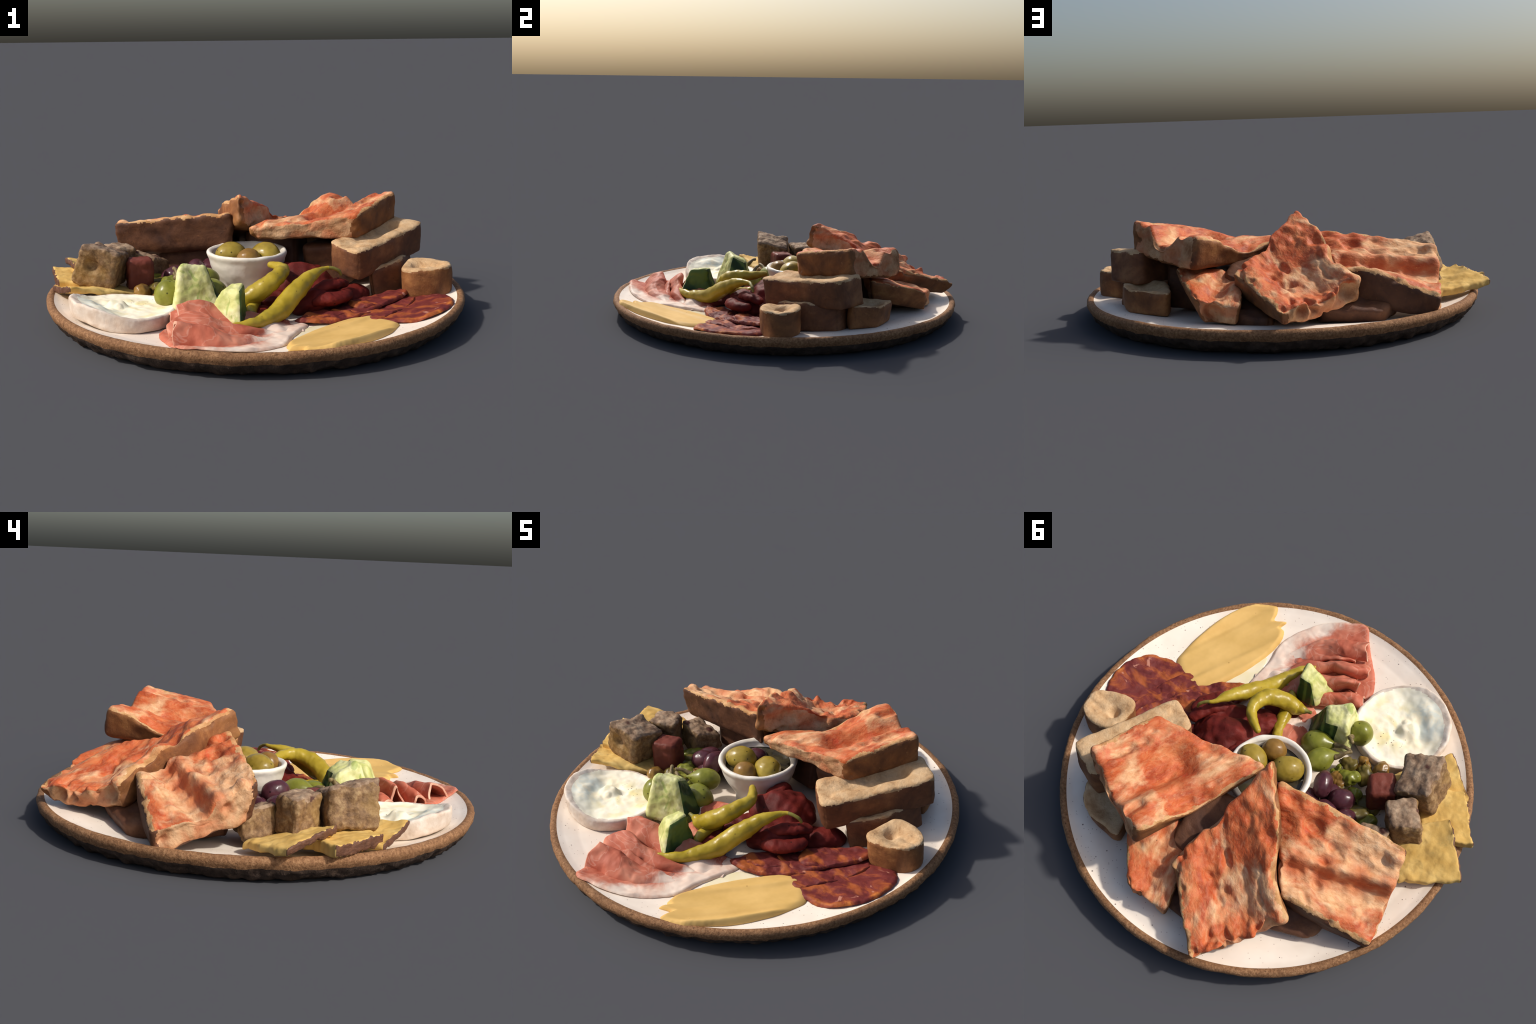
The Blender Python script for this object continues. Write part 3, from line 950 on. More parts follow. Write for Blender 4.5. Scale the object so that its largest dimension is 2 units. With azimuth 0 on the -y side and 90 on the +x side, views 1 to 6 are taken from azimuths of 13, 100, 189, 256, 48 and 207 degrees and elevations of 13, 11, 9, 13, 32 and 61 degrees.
def make_peppers():
    t = ("soft dark red roasted pepper strip", "roasted pepper")
    def put(v, f):
        v, m = centred(v)
        thing("roasted_pepper", *t, v, f, [("roasted_pepper", np.ones(len(f), bool), MATS["red_pepper"])], m)
    put(*blob((0.265, -0.030, 0.122), (0.175, 0.122, 0.104), 0.35, 36, 0.035, 1, 0.0, 6))
    put(*blob((0.175, -0.205, 0.095), (0.105, 0.085, 0.055), 0.6, 28, 0.025, 2, 0.0, 8))
    put(*blob((0.330, -0.130, 0.095), (0.150, 0.110, 0.070), 0.9, 28, 0.025, 3, 0.0, 8))
    put(*tube([(0.345, -0.225, 0.100), (0.385, -0.238, 0.118), (0.430, -0.215, 0.120), (0.472, -0.160, 0.122), (0.485, -0.105, 0.120)], [0.026, 0.034, 0.037, 0.034, 0.024], 50, 20, 0.8, 0.006, 5)[:2])
    put(*tube([(0.310, -0.190, 0.130), (0.375, -0.170, 0.160), (0.430, -0.110, 0.165), (0.460, -0.045, 0.150)], [0.026, 0.033, 0.035, 0.026], 50, 20, 0.7, 0.006, 6)[:2])
    put(*blob((0.465, 0.000, 0.072), (0.110, 0.070, 0.052), 0.6, 22, 0.018, 7, 0.0, 9))
    put(*blob((0.165, 0.030, 0.135), (0.065, 0.085, 0.078), 0.2, 22, 0.015, 8, 0.0, 9))
    put(*blob((0.125, -0.335, 0.070), (0.150, 0.085, 0.035), -0.9, 24, 0.015, 9, 0.0, 8))


def make_wheel():
    cx, cy, R = -0.450, -0.492, 0.230
    nt, nr = 180, 40
    th = np.linspace(0, 2 * math.pi, nt, endpoint=False)
    rim = R * (1 + 0.022 * fbm(np.c_[np.cos(th), np.sin(th), 0 * th], 1.6, 3, 0.6, 4))
    pts = [(0.0, "t")]
    s_top = np.linspace(0.02, 0.955, nr)
    prof = [(s, 1.0, 0) for s in s_top] + [(0.98, 0.97, 1), (0.995, 0.90, 1), (1.0, 0.8, 1), (1.003, 0.6, 1), (1.0, 0.4, 1), (0.995, 0.2, 1), (0.985, 0.06, 1), (0.96, 0.0, 1), (0.5, 0.0, 1), (0.02, 0.0, 1)]
    rows, tag = [], []
    for s, hz, kind in prof:
        x = s * rim * np.cos(th)
        y = s * rim * np.sin(th)
        out = (x * -0.72 + y * -0.70) / R
        top = 0.114 + 0.012 * out + 0.048 * smooth(out, 0.15, 0.95) + 0.006 * smooth(np.full(nt, s), 0.78, 0.95)
        base = plate_height(x + cx, y + cy) + 0.002 + 0.012 * smooth(out, 0.5, 1.0)
        z = base + (top - base) * hz
        rows.append(np.stack([x, y, z], 1))
        tag.append(kind)
    v = np.concatenate(rows)
    k = len(rows)
    i, j = np.meshgrid(np.arange(k - 1), np.arange(nt), indexing="ij")
    i, j = i.ravel(), j.ravel()
    a, b = i * nt + j, i * nt + (j + 1) % nt
    f = np.stack([a, a + nt, b + nt, b], 1)
    n0 = len(v)
    v = np.concatenate([v, [v[:nt].mean(0)], [v[-nt:].mean(0)]])
    j2 = np.arange(0, nt, 2)
    f = np.concatenate([f, np.stack([np.full(len(j2), n0), j2, j2 + 1, (j2 + 2) % nt], 1), np.stack([np.full(len(j2), n0 + 1), (k - 1) * nt + (j2 + 2) % nt, (k - 1) * nt + j2 + 1, (k - 1) * nt + j2], 1)])
    seg = np.concatenate([i, np.zeros(len(j2), int), np.full(len(j2), k - 2)])
    nrm = vert_normals(v, f)
    if nrm[n0, 2] < 0:
        f, nrm = f[:, ::-1], -nrm
    is_top = np.concatenate([np.repeat(np.array([1 - t for t in tag], float), nt), [1, 0]])
    v = v + nrm * (0.005 * fbm(v, 8, 3, 0.5, 3) + 0.001 * fbm(v, 40, 3, 0.5, 4) + is_top * 0.003 * fbm(v, 14, 2, 0.5, 6))[:, None]
    q = np.array([-0.045, 0.000, 0.115])
    D = [(q, q + np.array([0.02, 0.012, 0.0]), 0.045, -0.026), (q + np.array([0.035, -0.03, 0]), q + np.array([0.035, -0.03, 0]), 0.022, -0.010),
         (q + np.array([0.0, 0.055, 0]), q + np.array([0.06, 0.05, 0]), 0.03, 0.007), (np.array([-0.10, -0.09, 0.14]), np.array([-0.07, -0.12, 0.14]), 0.045, -0.007),
         (np.array([-0.12, 0.03, 0.13]), np.array([-0.06, -0.08, 0.12]), 0.04, 0.008)]
    up = np.tile([0, 0, 1.0], (len(v), 1)) * is_top[:, None]
    v = press(v, up, D)
    fm = v[f].mean(1)
    frr = np.hypot(fm[:, 0], fm[:, 1]) / R + 0.02 * fbm(fm, 9, 3, 0.5, 9)
    out = (fm[:, 0] * -0.72 + fm[:, 1] * -0.70) / R
    soft = (seg < nr) & (frr < 0.925 - 0.10 * smooth(out, 0.3, 1.0))
    thing("soft_cheese_wheel", "round flat white soft cheese with sunken creamy top", "cheese", v, f,
          [("cheese_paste", soft, MATS["soft_cheese"]), ("cheese_rind", ~soft, MATS["rind_white"])], Matrix.Translation((cx, cy, 0)))


def block_thing(name, text, category, bottom, top, r, regions, step=0.006, rough=0.004, seed=0.0, dents=(), freq=22):
    C = np.array(list(bottom) + list(top), float)
    o = C[:4].mean(0)
    v, f, side, t = rounded_block(C - o, step, r)
    nrm = vert_normals(v, f)
    v = v + nrm * (rough * fbm(v, freq, 4, 0.55, seed) + 0.7 * rough * fbm(v, freq * 0.4, 2, 0.5, seed + 1))[:, None]
    v = press(v, vert_normals(v, f), [(np.array(a) - o, np.array(b) - o, rr, d) for a, b, rr, d in dents])
    fc = t[f].mean(1)
    fm = v[f].mean(1)
    reg, left = [], np.ones(len(f), bool)
    for part, test, mat in regions:
        mk = left & test(side, fc, fm)
        reg.append((part, mk, MATS[mat]))
        left &= ~mk
    return thing(name, text, category, v, f, reg, Matrix.Translation(o))


every = lambda side, fc, fm: np.ones(len(fc), bool)


def make_cubes():
    # order of corners: (-,-) (+,-) (+,+) (-,+) seen from above, counter-clockwise
    top_face = lambda side, fc, fm: (side[:, 0] == 2) & (side[:, 1] > 0) | (fc[:, 2] > 0.90 + 0.3 * fbm(fm, 14, 2))
    text = "mottled grey-brown cube of fried blood sausage"
    block_thing("blood_sausage_cube", text, "blood sausage",
                [(-0.80, -0.29, 0.150), (-0.592, -0.275, 0.110), (-0.585, -0.090, 0.110), (-0.775, -0.092, 0.155)],
                [(-0.718, -0.308, 0.352), (-0.546, -0.272, 0.300), (-0.568, -0.084, 0.260), (-0.718, -0.096, 0.314)], 0.022,
                [("cut_face", top_face, "pudding_cut"), ("skin_side", every, "pudding_side")], rough=0.007, seed=3,
                dents=[((-0.672, -0.30, 0.24), (-0.672, -0.30, 0.235), 0.040, 0.030), ((-0.66, -0.19, 0.30), (-0.66, -0.18, 0.30), 0.03, 0.006), ((-0.715, -0.17, 0.32), (-0.715, -0.165, 0.32), 0.03, 0.008)])
    block_thing("blood_sausage_cube", text, "blood sausage",
                [(-0.695, -0.085, 0.115), (-0.565, -0.015, 0.110), (-0.640, 0.105, 0.110), (-0.785, 0.050, 0.120)],
                [(-0.672, -0.097, 0.285), (-0.556, -0.022, 0.274), (-0.630, 0.090, 0.272), (-0.757, 0.037, 0.272)], 0.024,
                [("cut_face", top_face, "pudding_cut"), ("skin_side", every, "pudding_side")], rough=0.007, seed=8)
    block_thing("blood_sausage_cube", text, "blood sausage",
                [(-0.660, 0.090, 0.085), (-0.500, 0.050, 0.075), (-0.450, 0.215, 0.075), (-0.680, 0.230, 0.085)],
                [(-0.620, 0.080, 0.235), (-0.500, 0.085, 0.195), (-0.455, 0.210, 0.160), (-0.650, 0.220, 0.205)], 0.024,
                [("cut_face", top_face, "pudding_cut"), ("skin_side", every, "pudding_side")], rough=0.008, seed=12)
    block_thing("quince_cube", "dark red waxy cube of quince paste", "quince paste",
                [(-0.535, -0.190, 0.085), (-0.425, -0.135, 0.080), (-0.480, -0.015, 0.080), (-0.595, -0.080, 0.085)],
                [(-0.535, -0.192, 0.242), (-0.430, -0.128, 0.245), (-0.482, -0.022, 0.238), (-0.592, -0.080, 0.240)], 0.022,
                [("quince_cube", every, "quince")], rough=0.004, seed=17)


def make_hard_cheese():
    text = "wedge slice of pale yellow hard cheese with brown rind"
    specs = (
        # corners: inner, inner, outer, outer ; the outer side carries the rind
        ([(-0.47, -0.195, 0.094), (-0.725, -0.438, 0.178), (-0.885, -0.270, 0.134), (-0.68, -0.07, 0.115)], 0.028, 1),
        ([(-0.66, -0.20, 0.130), (-0.848, -0.285, 0.158), (-0.985, -0.050, 0.176), (-0.76, 0.02, 0.135)], 0.050, 2),
        ([(-0.600, 0.045, 0.118), (-0.848, -0.098, 0.202), (-0.998, 0.138, 0.168), (-0.752, 0.248, 0.112)], 0.032, 3),
    )
    for top, th, s in specs:
        top = np.array(top)
        low = top - np.array([0, 0, th])
        # order so that side a=+1 is the rind edge (points 1 -> 2)
        C = np.concatenate([low[[0, 1, 2, 3]], top[[0, 1, 2, 3]]])
        # make the order counter-clockwise seen from above
        x, y = top[1] - top[0], top[3] - top[0]
        flip = np.cross(x, y)[2] < 0
        if flip:
            C = C[[3, 2, 1, 0, 7, 6, 5, 4]]
        o = C[:4].mean(0)
        v, f, side, t = rounded_block(C - o, 0.006, 0.010)
        nrm = vert_normals(v, f)
        v = v + nrm * (0.003 * fbm(v, 22, 4, 0.55, s))[:, None]
        v[:, :2] += 0.010 * np.stack([fbm(v * np.array([1, 1, 0]), 11, 3, 0.55, s + 20), fbm(v * np.array([1, 1, 0]), 11, 3, 0.55, s + 30)], 1)
        v[:, 2] += 0.014 * fbm(v * np.array([1, 1, 0]), 6, 2, 0.5, s + 9)
        # the outer side hangs down a little and is ragged
        e = smooth(t[:, 0], 0.9, 1.0)
        v[:, 2] += 0.010 * e * fbm(v, 30, 3, 0.6, s + 5)
        fc = t[f].mean(1)
        fm = v[f].mean(1)
        rind = (side[:, 0] == 0) & (side[:, 1] > 0) | (fc[:, 0] + 0.02 * fbm(fm, 60, 2, 0.5, s) > 0.958)
        thing("hard_cheese_slice", text, "cheese", v, f, [("rind", rind, MATS["cheese_rind"]), ("cheese_paste", ~rind, MATS["hard_cheese"])], Matrix.Translation(o))


def make_cucumbers():
    text = "cut wedge of cucumber with dark green skin"
    def chunk(bottom, top, skin, seed, step=0.006):
        block_thing("cucumber_chunk", text, "cucumber", bottom, top, 0.030,
                    [("skin", skin, "cucumber_skin"), ("flesh", every, "cucumber_flesh")], step, 0.007, seed, freq=13)
    # upright wedge: triangular front face, skin on the far right side
    chunk([(-0.238, -0.498, 0.070), (-0.024, -0.376, 0.075), (-0.055, -0.240, 0.070), (-0.290, -0.240, 0.085)],
          [(-0.220, -0.398, 0.306), (-0.112, -0.342, 0.285), (-0.140, -0.272, 0.245), (-0.252, -0.285, 0.240)],
          lambda side, fc, fm: (side[:, 0] == 0) & (side[:, 1] > 0) | (side[:, 0] == 1) & (side[:, 1] > 0) & (fc[:, 0] > -0.15), 2)
    # lying wedge: cut face to the front left, striped skin to the right
    chunk([(-0.090, -0.550, 0.085), (0.112, -0.622, 0.085), (0.098, -0.425, 0.070), (-0.030, -0.410, 0.070)],
          [(0.000, -0.522, 0.228), (0.088, -0.556, 0.238), (0.086, -0.448, 0.245), (0.018, -0.440, 0.238)],
          lambda side, fc, fm: ((side[:, 0] == 0) & (side[:, 1] > 0)) | ((side[:, 0] == 1) & (side[:, 1] > 0)), 5)


def outline_thing(name, text, category, outline, zf, thick, regions=None, mat=None, **kw):
    v, f, fr, an = slab_on_outline(outline, zf, thick, **kw)
    c = v.mean(0)
    c[2] = v[:, 2].min()
    reg = [(name, np.ones(len(f), bool), MATS[mat])] if regions is None else regions(v, f, fr, an)
    return thing(name, text, category, v - c, f, reg, Matrix.Translation(c))


def make_mustard():
    out = [(0.728, -0.357), (0.722, -0.45), (0.700, -0.545), (0.650, -0.675), (0.590, -0.765), (0.525, -0.835), (0.470, -0.862), (0.420, -0.872), (0.404, -0.845), (0.398, -0.805), (0.340, -0.822),
           (0.352, -0.785), (0.328, -0.770), (0.316, -0.715), (0.332, -0.628), (0.390, -0.485), (0.458, -0.365), (0.520, -0.280), (0.590, -0.250), (0.665, -0.285)]
    def relief(x, y):
        # a raised lip along the outer edge and drag lines left by the spoon
        along = (x - 0.53) * -0.55 + (y + 0.56) * -0.835
        across = (x - 0.53) * 0.835 + (y + 0.56) * -0.55
        p = np.c_[across * 14, along * 2.5, 0 * x]
        return 0.003 * fbm(p, 1.2, 2, 0.5, 3) + 0.014 * np.exp(-((across - 0.135 - 0.02 * np.sin(along * 9)) / 0.022) ** 2) - 0.007 * np.exp(-((across - 0.095) / 0.02) ** 2) + 0.007 * np.exp(-((across + 0.09) / 0.02) ** 2)
    outline_thing("mustard_smear", "smooth ochre smear of mustard with raised lip", "mustard", out, plate_height, 0.018, mat="mustard", nr=44, nt=300, relief=relief, edge=0.16, rough_edge=0.01)
    oil = [(0.46, -0.385), (0.40, -0.48), (0.345, -0.59), (0.325, -0.56), (0.335, -0.45), (0.39, -0.375)]
    outline_thing("oil_stain", "thin pale yellow pool of olive oil", "oil", oil, plate_height, 0.0022, mat="oil", nr=14, nt=100)


def make_sausage():
    text = "thin dark red slice of spicy cured sausage marbled orange"
    def wavy(dz, amp, seed, tilt=(0, 0), at=(0, 0)):
        return lambda x, y: plate_height(x, y) + dz + amp * (0.5 + fbm(np.c_[x, y, 0 * x], 9, 3, 0.5, seed)) + tilt[0] * (x - at[0]) + tilt[1] * (y - at[1])
    kw = dict(mat="sausage", nr=30, nt=220, rough_edge=0.032)
    rel = lambda s, a=0.006: (lambda x, y: 0.6 * a * fbm(np.c_[x, y, 0 * x], 16, 3, 0.5, s))
    outline_thing("sausage_slice", text, "cured sausage", [(0.942, -0.040), (0.948, -0.180), (0.884, -0.295), (0.790, -0.345), (0.690, -0.345), (0.610, -0.290), (0.600, -0.220), (0.683, -0.090), (0.760, 0.010), (0.860, 0.040)],
                  wavy(0.002, 0.006, 2), 0.014, seed=1, relief=rel(1), edge=0.12, **kw)
    outline_thing("sausage_slice", text, "cured sausage", [(0.475, -0.350), (0.530, -0.300), (0.590, -0.245), (0.640, -0.160), (0.600, -0.105), (0.490, -0.190), (0.360, -0.260), (0.290, -0.390), (0.340, -0.400), (0.400, -0.385)],
                  wavy(0.003, 0.014, 3), 0.014, seed=2, relief=rel(2, 0.009), edge=0.15, **kw)
    outline_thing("sausage_slice", text, "cured sausage", [(0.480, -0.120), (0.520, -0.190), (0.590, -0.190), (0.670, -0.110), (0.735, -0.020), (0.740, 0.050), (0.660, 0.060), (0.540, -0.050)],
                  wavy(0.022, 0.012, 5), 0.014, seed=3, relief=rel(3, 0.008), edge=0.15, **kw)
    outline_thing("sausage_slice", text, "cured sausage", [(0.560, -0.290), (0.640, -0.320), (0.700, -0.240), (0.760, -0.110), (0.780, -0.010), (0.700, 0.040), (0.620, -0.040), (0.560, -0.160)],
                  wavy(0.008, 0.010, 6), 0.012, seed=6, relief=rel(6, 0.007), edge=0.12, **kw)
    outline_thing("sausage_slice", text, "cured sausage", [(0.290, -0.390), (0.330, -0.280), (0.420, -0.180), (0.520, -0.100), (0.560, -0.170), (0.500, -0.260), (0.400, -0.350)],
                  wavy(0.010, 0.012, 8), 0.012, seed=8, relief=rel(8, 0.007), edge=0.15, **kw)
    outline_thing("sausage_slice", text, "cured sausage", [(0.420, -0.230), (0.520, -0.250), (0.600, -0.210), (0.640, -0.130), (0.560, -0.100), (0.460, -0.150)],
                  wavy(0.016, 0.012, 7), 0.012, seed=4, relief=rel(4, 0.008), edge=0.18, **kw)


def make_ham():
    text = "thin pink slice of cured ham with white fat edge"
    base = [(-0.050, -0.965), (0.050, -0.945), (0.145, -0.905), (0.220, -0.845), (0.285, -0.760), (0.315, -0.680), (0.318, -0.560), (0.345, -0.430), (0.330, -0.370), (0.220, -0.380), (0.050, -0.420),
            (-0.150, -0.490), (-0.235, -0.600), (-0.220, -0.700), (-0.160, -0.800), (-0.100, -0.890)]
    def regions(v, f, fr, an):
        c = v.mean(0)
        return [("ham_slice", np.ones(len(f), bool), ham_mat("cured_ham_base", (c[0], c[1], v[:, 2].min()), (-0.20, -0.55), 0.41, 0.47))]
    outline_thing("ham_slice", text, "cured ham", base, lambda x, y: plate_height(x, y) + 0.002 + 0.006 * smooth(np.hypot(x, y), 0.85, 0.97), 0.013, regions, nr=36, nt=240, edge=0.08,
                  relief=lambda x, y: 0.006 * fbm(np.c_[x, y, 0 * x], 11, 3, 0.5, 2), rough_edge=0.012)

    def fold(spine, heights, widths, lean, fat_band, seed):
        """A slice folded over: an arch swept along its crest, open at the left end."""
        n, m = 70, 34
        c = catmull(spine, n)
        h = catmull(np.array(heights)[:, None], n)[:, 0]
        w = catmull(np.array(widths)[:, None], n)[:, 0]
        T = np.gradient(c, axis=0)
        T /= np.linalg.norm(T, axis=1, keepdims=True)
        S = np.stack([T[:, 1], -T[:, 0], 0 * T[:, 0]], 1)
        a = np.linspace(-0.12, math.pi * 1.0, m)
        rows = []
        for th in (0.0, 0.010):
            hh, ww = np.maximum(h - th, 0.004), np.maximum(w - th, 0.004)
            off = np.cos(a)[None] * ww[:, None] + lean * np.sin(a)[None] * hh[:, None]
            zz = np.sin(a)[None] * hh[:, None]
            rows.append((c[:, None] + S[:, None] * off[..., None] + np.array([0, 0, 1.0]) * zz[..., None]).reshape(-1, 3))
        v = np.concatenate(rows)
        N = n * m
        i, j = np.meshgrid(np.arange(n - 1), np.arange(m - 1), indexing="ij")
        i, j = i.ravel(), j.ravel()
        q = np.stack([i * m + j, i * m + j + 1, (i + 1) * m + j + 1, (i + 1) * m + j], 1)
        f = [q, q[:, ::-1] + N]
        jj, ii = np.arange(m - 1), np.arange(n - 1)
        f.append(np.stack([jj, jj + N, jj + 1 + N, jj + 1], 1))
        o = (n - 1) * m
        f.append(np.stack([o + jj + 1, o + jj + 1 + N, o + jj + N, o + jj], 1))
        f.append(np.stack([(ii + 1) * m, (ii + 1) * m + N, ii * m + N, ii * m], 1))
        e = m - 1
        f.append(np.stack([ii * m + e, ii * m + e + N, (ii + 1) * m + e + N, (ii + 1) * m + e], 1))
        along = np.concatenate([i / n, i / n, 0 * jj, 0 * jj + 1.0, ii / n, ii / n])
        f = np.concatenate(f)
        nr = vert_normals(v, f)
        out = (v[:N].reshape(n, m, 3) - c[:, None]).reshape(-1, 3)
        if (nr[:N] * out).sum() < 0:
            f = f[:, ::-1]
        both = np.concatenate([v[:N], v[:N]])
        v[:, 2] += 0.011 * fbm(both * np.array([1, 1, 0.5]), 10, 3, 0.5, seed)
        v[:, :2] += np.stack([fbm(both, 9, 2, 0.5, seed + 1), fbm(both, 9, 2, 0.5, seed + 2)], 1) * 0.020
        v[:, 2] = np.maximum(v[:, 2], plate_height(v[:, 0], v[:, 1]) + 0.004)
        fat = along < 0.012
        o = np.array([c[:, 0].mean(), c[:, 1].mean(), v[:, 2].min()])
        lean = ham_mat("cured_ham_fold", o, *fat_band)
        thing("ham_slice", "rolled fold of thin pink cured ham", "cured ham", v - o, f, [("lean_meat", ~fat, lean), ("fat_edge", fat, MATS["ham_edge"])], Matrix.Translation(o))
    front, mid, top = ((-0.08, -0.74), 0.225, 0.29), ((-0.10, -0.66), 0.30, 0.36), ((0.33, -0.60), 0.185, 0.135)
    fold([(-0.112, -0.835, 0.088), (0.00, -0.805, 0.085), (0.12, -0.745, 0.075), (0.25, -0.660, 0.058)], [0.074, 0.060, 0.032, 0.006], [0.055, 0.062, 0.062, 0.04], -0.45, front, 1)
    fold([(-0.085, -0.768, 0.080), (0.00, -0.742, 0.078), (0.10, -0.695, 0.070), (0.20, -0.640, 0.056)], [0.036, 0.042, 0.026, 0.006], [0.016, 0.020, 0.024, 0.02], -0.5, mid, 3)
    fold([(-0.175, -0.722, 0.075), (-0.09, -0.705, 0.075), (0.04, -0.662, 0.072), (0.16, -0.600, 0.062), (0.26, -0.550, 0.050)], [0.056, 0.092, 0.058, 0.030, 0.006], [0.030, 0.034, 0.036, 0.036, 0.02], -0.4, mid, 5)
    fold([(-0.120, -0.672, 0.070), (-0.03, -0.648, 0.070), (0.06, -0.612, 0.064), (0.16, -0.562, 0.054)], [0.044, 0.050, 0.034, 0.008], [0.014, 0.018, 0.02, 0.02], 0.5, mid, 7)
    fold([(-0.170, -0.632, 0.070), (-0.09, -0.612, 0.070), (0.03, -0.565, 0.066), (0.16, -0.495, 0.056), (0.32, -0.420, 0.046)], [0.090, 0.118, 0.086, 0.050, 0.010], [0.038, 0.042, 0.050, 0.080, 0.07], -0.45, top, 9)
    fold([(-0.225, -0.555, 0.065), (-0.13, -0.535, 0.068), (-0.02, -0.495, 0.066), (0.08, -0.460, 0.058)], [0.050, 0.066, 0.056, 0.020], [0.040, 0.042, 0.045, 0.04], -0.2, mid, 11)
    # a scrap of fatty ham showing between the bowl and the peppers
    outline_thing("ham_slice", "scrap of fatty ham under the pickles", "cured ham", [(0.060, -0.150), (-0.060, -0.180), (-0.090, -0.300), (-0.020, -0.420), (0.060, -0.400), (0.110, -0.270)],
                  lambda x, y: plate_height(x, y) + 0.022 + 0.05 * smooth(y, -0.42, -0.15), 0.014,
                  lambda v, f, fr, an: [("fat_edge", fbm(v[f].mean(1), 8, 3, 0.5, 6) > 0.0, MATS["ham_fat"]), ("lean_meat", fbm(v[f].mean(1), 8, 3, 0.5, 6) <= 0.0, ham_mat("cured_ham_scrap", v.mean(0)))],
                  nr=20, nt=120, edge=0.2, relief=lambda x, y: 0.012 * fbm(np.c_[x, y, 0 * x], 14, 3, 0.5, 5))


def make_breads():
    tomato = "slab of toasted bread rubbed with red tomato"
    plain = "thick cut of plain white bread with brown crust"
    # big flat one leaning on the bread stack, sagging along its middle
    bread("tomato_bread", tomato, [(0.272, 0.668, 0.452), (-0.038, 0.108, 0.366), (0.494, 0.150, 0.436), (0.634, 0.434, 0.505)],
          [0.160, 0.070, 0.120, 0.160], tuck=0.08, warps=[(0.05, -1.0, 0.50, 0.75, (0.025, 0.050, -0.056), 0.15)], rough=0.009, ridge=0.010, seed=1.0, mats=("tomato_a", "crumb_red", "crust_gold"),
          dents=[(-1, 0.03, 1, 0.25, 0.0, 1, 0.100, 0.078), (-1, -0.50, 1, -0.75, -0.46, 1, 0.030, 0.028), (-1, 0.62, 1, -0.2, 0.60, 1, 0.030, 0.016), (0.3, -0.2, 1, 0.75, -0.1, 1, 0.07, 0.016),
                 (-1, 0.75, 0.0, -1, 0.75, -0.2, 0.035, 0.020), (-1, -0.45, -0.3, -1, -0.35, -0.3, 0.035, 0.018)])
    # steep twisted one in the middle of the back
    bread("tomato_bread", tomato, [(-0.428, 0.668, 0.268), (-0.082, 0.146, 0.520), (0.124, 0.678, 0.294), (-0.128, 0.975, 0.188)],
          [0.120, 0.150, 0.125, 0.085], tuck=0.06, warps=[(0.1, -1.0, 0.4, 0.5, (0.0, 0.0, 0.018), 1.0), (-0.45, -1.0, 0.35, 0.5, (0.035, 0.03, -0.004), 1.0)], rough=0.013, ridge=0.020, seed=4.0, mats=("tomato_b", "crumb_red", "crust_gold"), grow=0.008,
          dents=[(-0.55, 0.05, 1, 0.35, 0.05, 1, 0.165, 0.048), (-1, -0.62, 0.3, -0.9, -0.60, 0.3, 0.050, 0.050), (-1, 0.55, 0.1, -1, 0.5, 0.1, 0.03, 0.022), (0.05, -0.80, 1, 0.15, -0.75, 1, 0.040, 0.028), (-0.45, -0.85, 1, -0.35, -0.85, 1, 0.040, 0.026),
                 (0.5, -0.55, 1, 0.5, -0.5, 1, 0.036, 0.022), (0.42, -0.15, 1, 0.4, -0.1, 1, 0.030, 0.018), (0.22, 0.05, 1, 0.22, 0.1, 1, 0.034, 0.018), (0.05, 0.55, 1, 0.1, 0.55, 1, 0.034, 0.014),
                 (1, -0.5, 0.2, 1, -0.4, 0.2, 0.035, 0.026), (1, 0.1, 0.4, 1, 0.2, 0.4, 0.04, 0.028)])
    # broad one on the left with a deep furrow
    bread("tomato_bread", tomato, [(-0.360, 0.592, 0.294), (-0.750, 0.580, 0.176), (-0.732, 0.192, 0.354), (-0.130, 0.182, 0.416)],
          [0.190, 0.112, 0.170, 0.180], tuck=0.08, rough=0.012, ridge=0.014, seed=9.0, mats=("tomato_c", "crumb_red", "crust_dark"), down=(0.06, 0.03, -1.0), grow=0.012, warps=[(-0.25, -1.0, 0.6, 0.5, (0.0, 0.01, 0.030), 0.5)],
          dents=[(-0.75, -0.52, 1, 0.90, -0.14, 1, 0.078, 0.046), (-0.55, -0.22, 1, 0.95, 0.10, 1, 0.050, -0.020), (-1, 0.2, 1, -1, 0.1, 1, 0.09, 0.040), (1, -0.5, -0.1, 1, 0.0, -0.3, 0.12, -0.012), (-0.45, 0.50, 1, -0.35, 0.50, 1, 0.040, 0.026), (0.3, 0.35, 1, 0.5, 0.35, 1, 0.04, 0.010), (0.85, -0.6, 1, 0.9, -0.55, 1, 0.06, 0.018),
                 (0.90, 0.66, 1, 0.93, 0.66, 1, 0.035, -0.018), (-0.75, 0.75, 1, -0.7, 0.75, 1, 0.035, 0.016)])
    # low one under the big slab
    bread("tomato_bread", tomato, [(0.430, 0.530, 0.300), (0.266, 0.826, 0.216), (0.074, 0.842, 0.186), (0.130, 0.470, 0.270)],
          [0.130, 0.118, 0.095, 0.130], tuck=0.28, rough=0.011, ridge=0.012, seed=13.0, mats=("tomato_d", "crumb_red", "crust_gold"), down=(-0.20, 0.05, -1.0),
          dents=[(1, -0.30, -0.1, 1, -0.25, -0.4, 0.050, 0.050), (0.55, 0.0, 1, -0.5, 0.35, 1, 0.06, 0.022), (0.85, 0.5, 1, 0.9, 0.5, 1, 0.05, 0.010)])
    kw = dict(end_crumb=False, rough=0.007, ridge=0.007, mats=("crumb_white", "crumb_white", "crust_brown"))
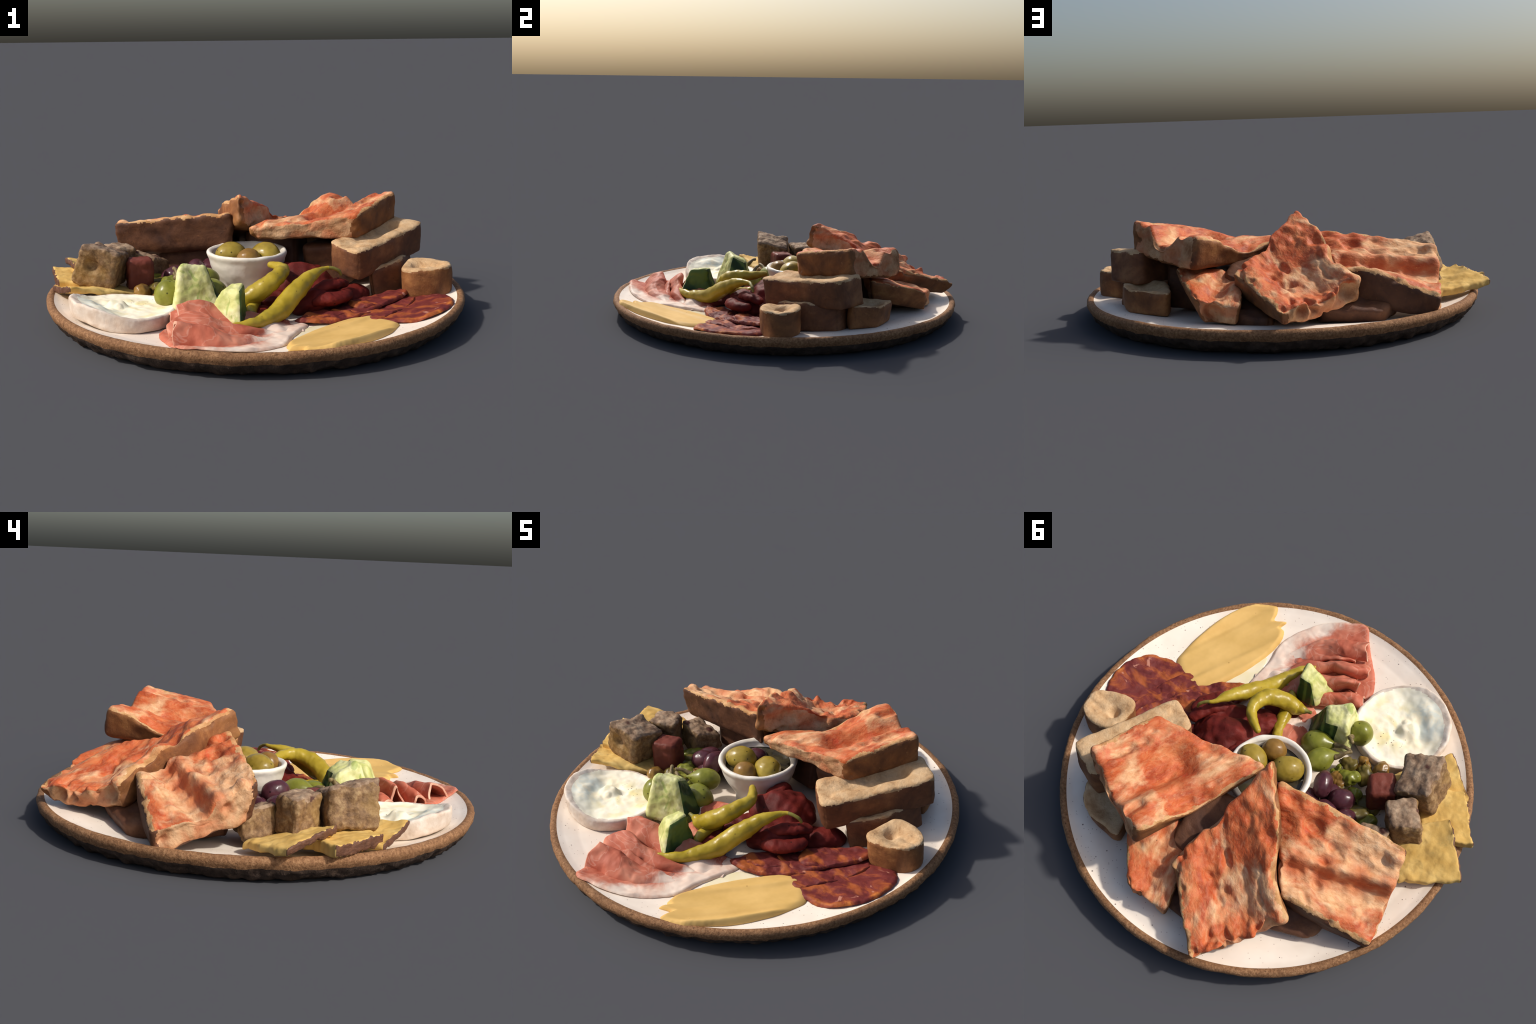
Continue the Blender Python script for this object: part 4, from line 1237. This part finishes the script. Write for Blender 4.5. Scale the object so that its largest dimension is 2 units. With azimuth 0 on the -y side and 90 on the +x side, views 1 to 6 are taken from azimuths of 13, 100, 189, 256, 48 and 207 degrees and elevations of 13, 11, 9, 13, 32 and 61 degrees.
    # plain bread: long middle one, small ones under it
    bread("plain_bread", plain, [(0.520, -0.045, 0.296), (0.788, 0.392, 0.362), (0.610, 0.500, 0.368), (0.375, 0.060, 0.320)], [0.140, 0.150, 0.16, 0.15],
          tuck=0.0, plan_r=0.055, seed=21, r=0.020, dents=[(-0.35, 0.1, 1, 0.0, 0.0, 1, 0.06, 0.022), (0.25, 0.1, 1, 0.5, 0.0, 1, 0.05, 0.028), (-0.8, 0.0, 1, -0.6, 0.1, 1, 0.045, 0.010)], **kw)
    kw["mats"] = ("crumb_white", "crumb_white", "crust_gold")
    bread("plain_bread", plain, [(0.700, -0.010, 0.206), (0.928, 0.040, 0.226), (0.926, 0.185, 0.222), (0.735, 0.215, 0.222)], [0.135, 0.138, 0.135, 0.145],
          tuck=0.02, plan_r=0.098, seed=25, r=0.018, dents=[(-0.1, -0.05, 1, 0.15, -0.1, 1, 0.075, 0.020), (-0.3, 0.0, 1, -0.3, 0.05, 1, 0.034, 0.060), (0.25, 0.2, 1, 0.3, 0.22, 1, 0.022, -0.018)], **kw)
    kw["mats"] = ("crumb_white", "crumb_white", "crust_brown")
    bread("plain_bread", plain, [(0.560, 0.040, 0.190), (0.690, 0.170, 0.225), (0.722, 0.385, 0.228), (0.540, 0.450, 0.210)], 0.150, tuck=0.0, plan_r=0.05, seed=29, **kw)
    kw["mats"] = ("crumb_white", "crumb_white", "crust_gold")
    bread("plain_bread", plain, [(0.500, 0.430, 0.220), (0.712, 0.450, 0.218), (0.636, 0.595, 0.216), (0.420, 0.655, 0.192)], [0.14, 0.125, 0.118, 0.105],
          tuck=0.04, plan_r=0.07, seed=33, r=0.020, dents=[(0.0, 0.1, 1, 0.15, 0.1, 1, 0.085, 0.026)], **kw)
    # filler blocks added in gaps under the slabs, dark all over like shade
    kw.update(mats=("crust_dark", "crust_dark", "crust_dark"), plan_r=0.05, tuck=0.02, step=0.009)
    under = "dark filler block added under the slabs"
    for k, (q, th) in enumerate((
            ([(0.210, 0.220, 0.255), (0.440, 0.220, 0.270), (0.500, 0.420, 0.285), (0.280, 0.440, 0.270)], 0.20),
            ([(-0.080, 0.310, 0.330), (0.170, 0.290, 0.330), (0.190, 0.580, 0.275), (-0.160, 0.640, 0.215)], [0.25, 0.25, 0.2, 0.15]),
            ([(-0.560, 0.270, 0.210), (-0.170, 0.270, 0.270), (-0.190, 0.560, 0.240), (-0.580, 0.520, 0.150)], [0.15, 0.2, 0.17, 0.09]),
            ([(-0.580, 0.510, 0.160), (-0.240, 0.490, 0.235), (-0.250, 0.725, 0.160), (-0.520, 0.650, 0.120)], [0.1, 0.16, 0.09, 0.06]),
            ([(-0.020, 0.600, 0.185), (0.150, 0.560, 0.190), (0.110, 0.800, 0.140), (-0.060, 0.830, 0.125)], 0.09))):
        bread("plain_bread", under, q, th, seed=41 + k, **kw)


build_materials()
make_plate()
make_bowl()
make_fruits()
make_chillies()
make_peppers()
make_wheel()
make_cubes()
make_hard_cheese()
make_cucumbers()
make_mustard()
make_sausage()
make_ham()
make_breads()
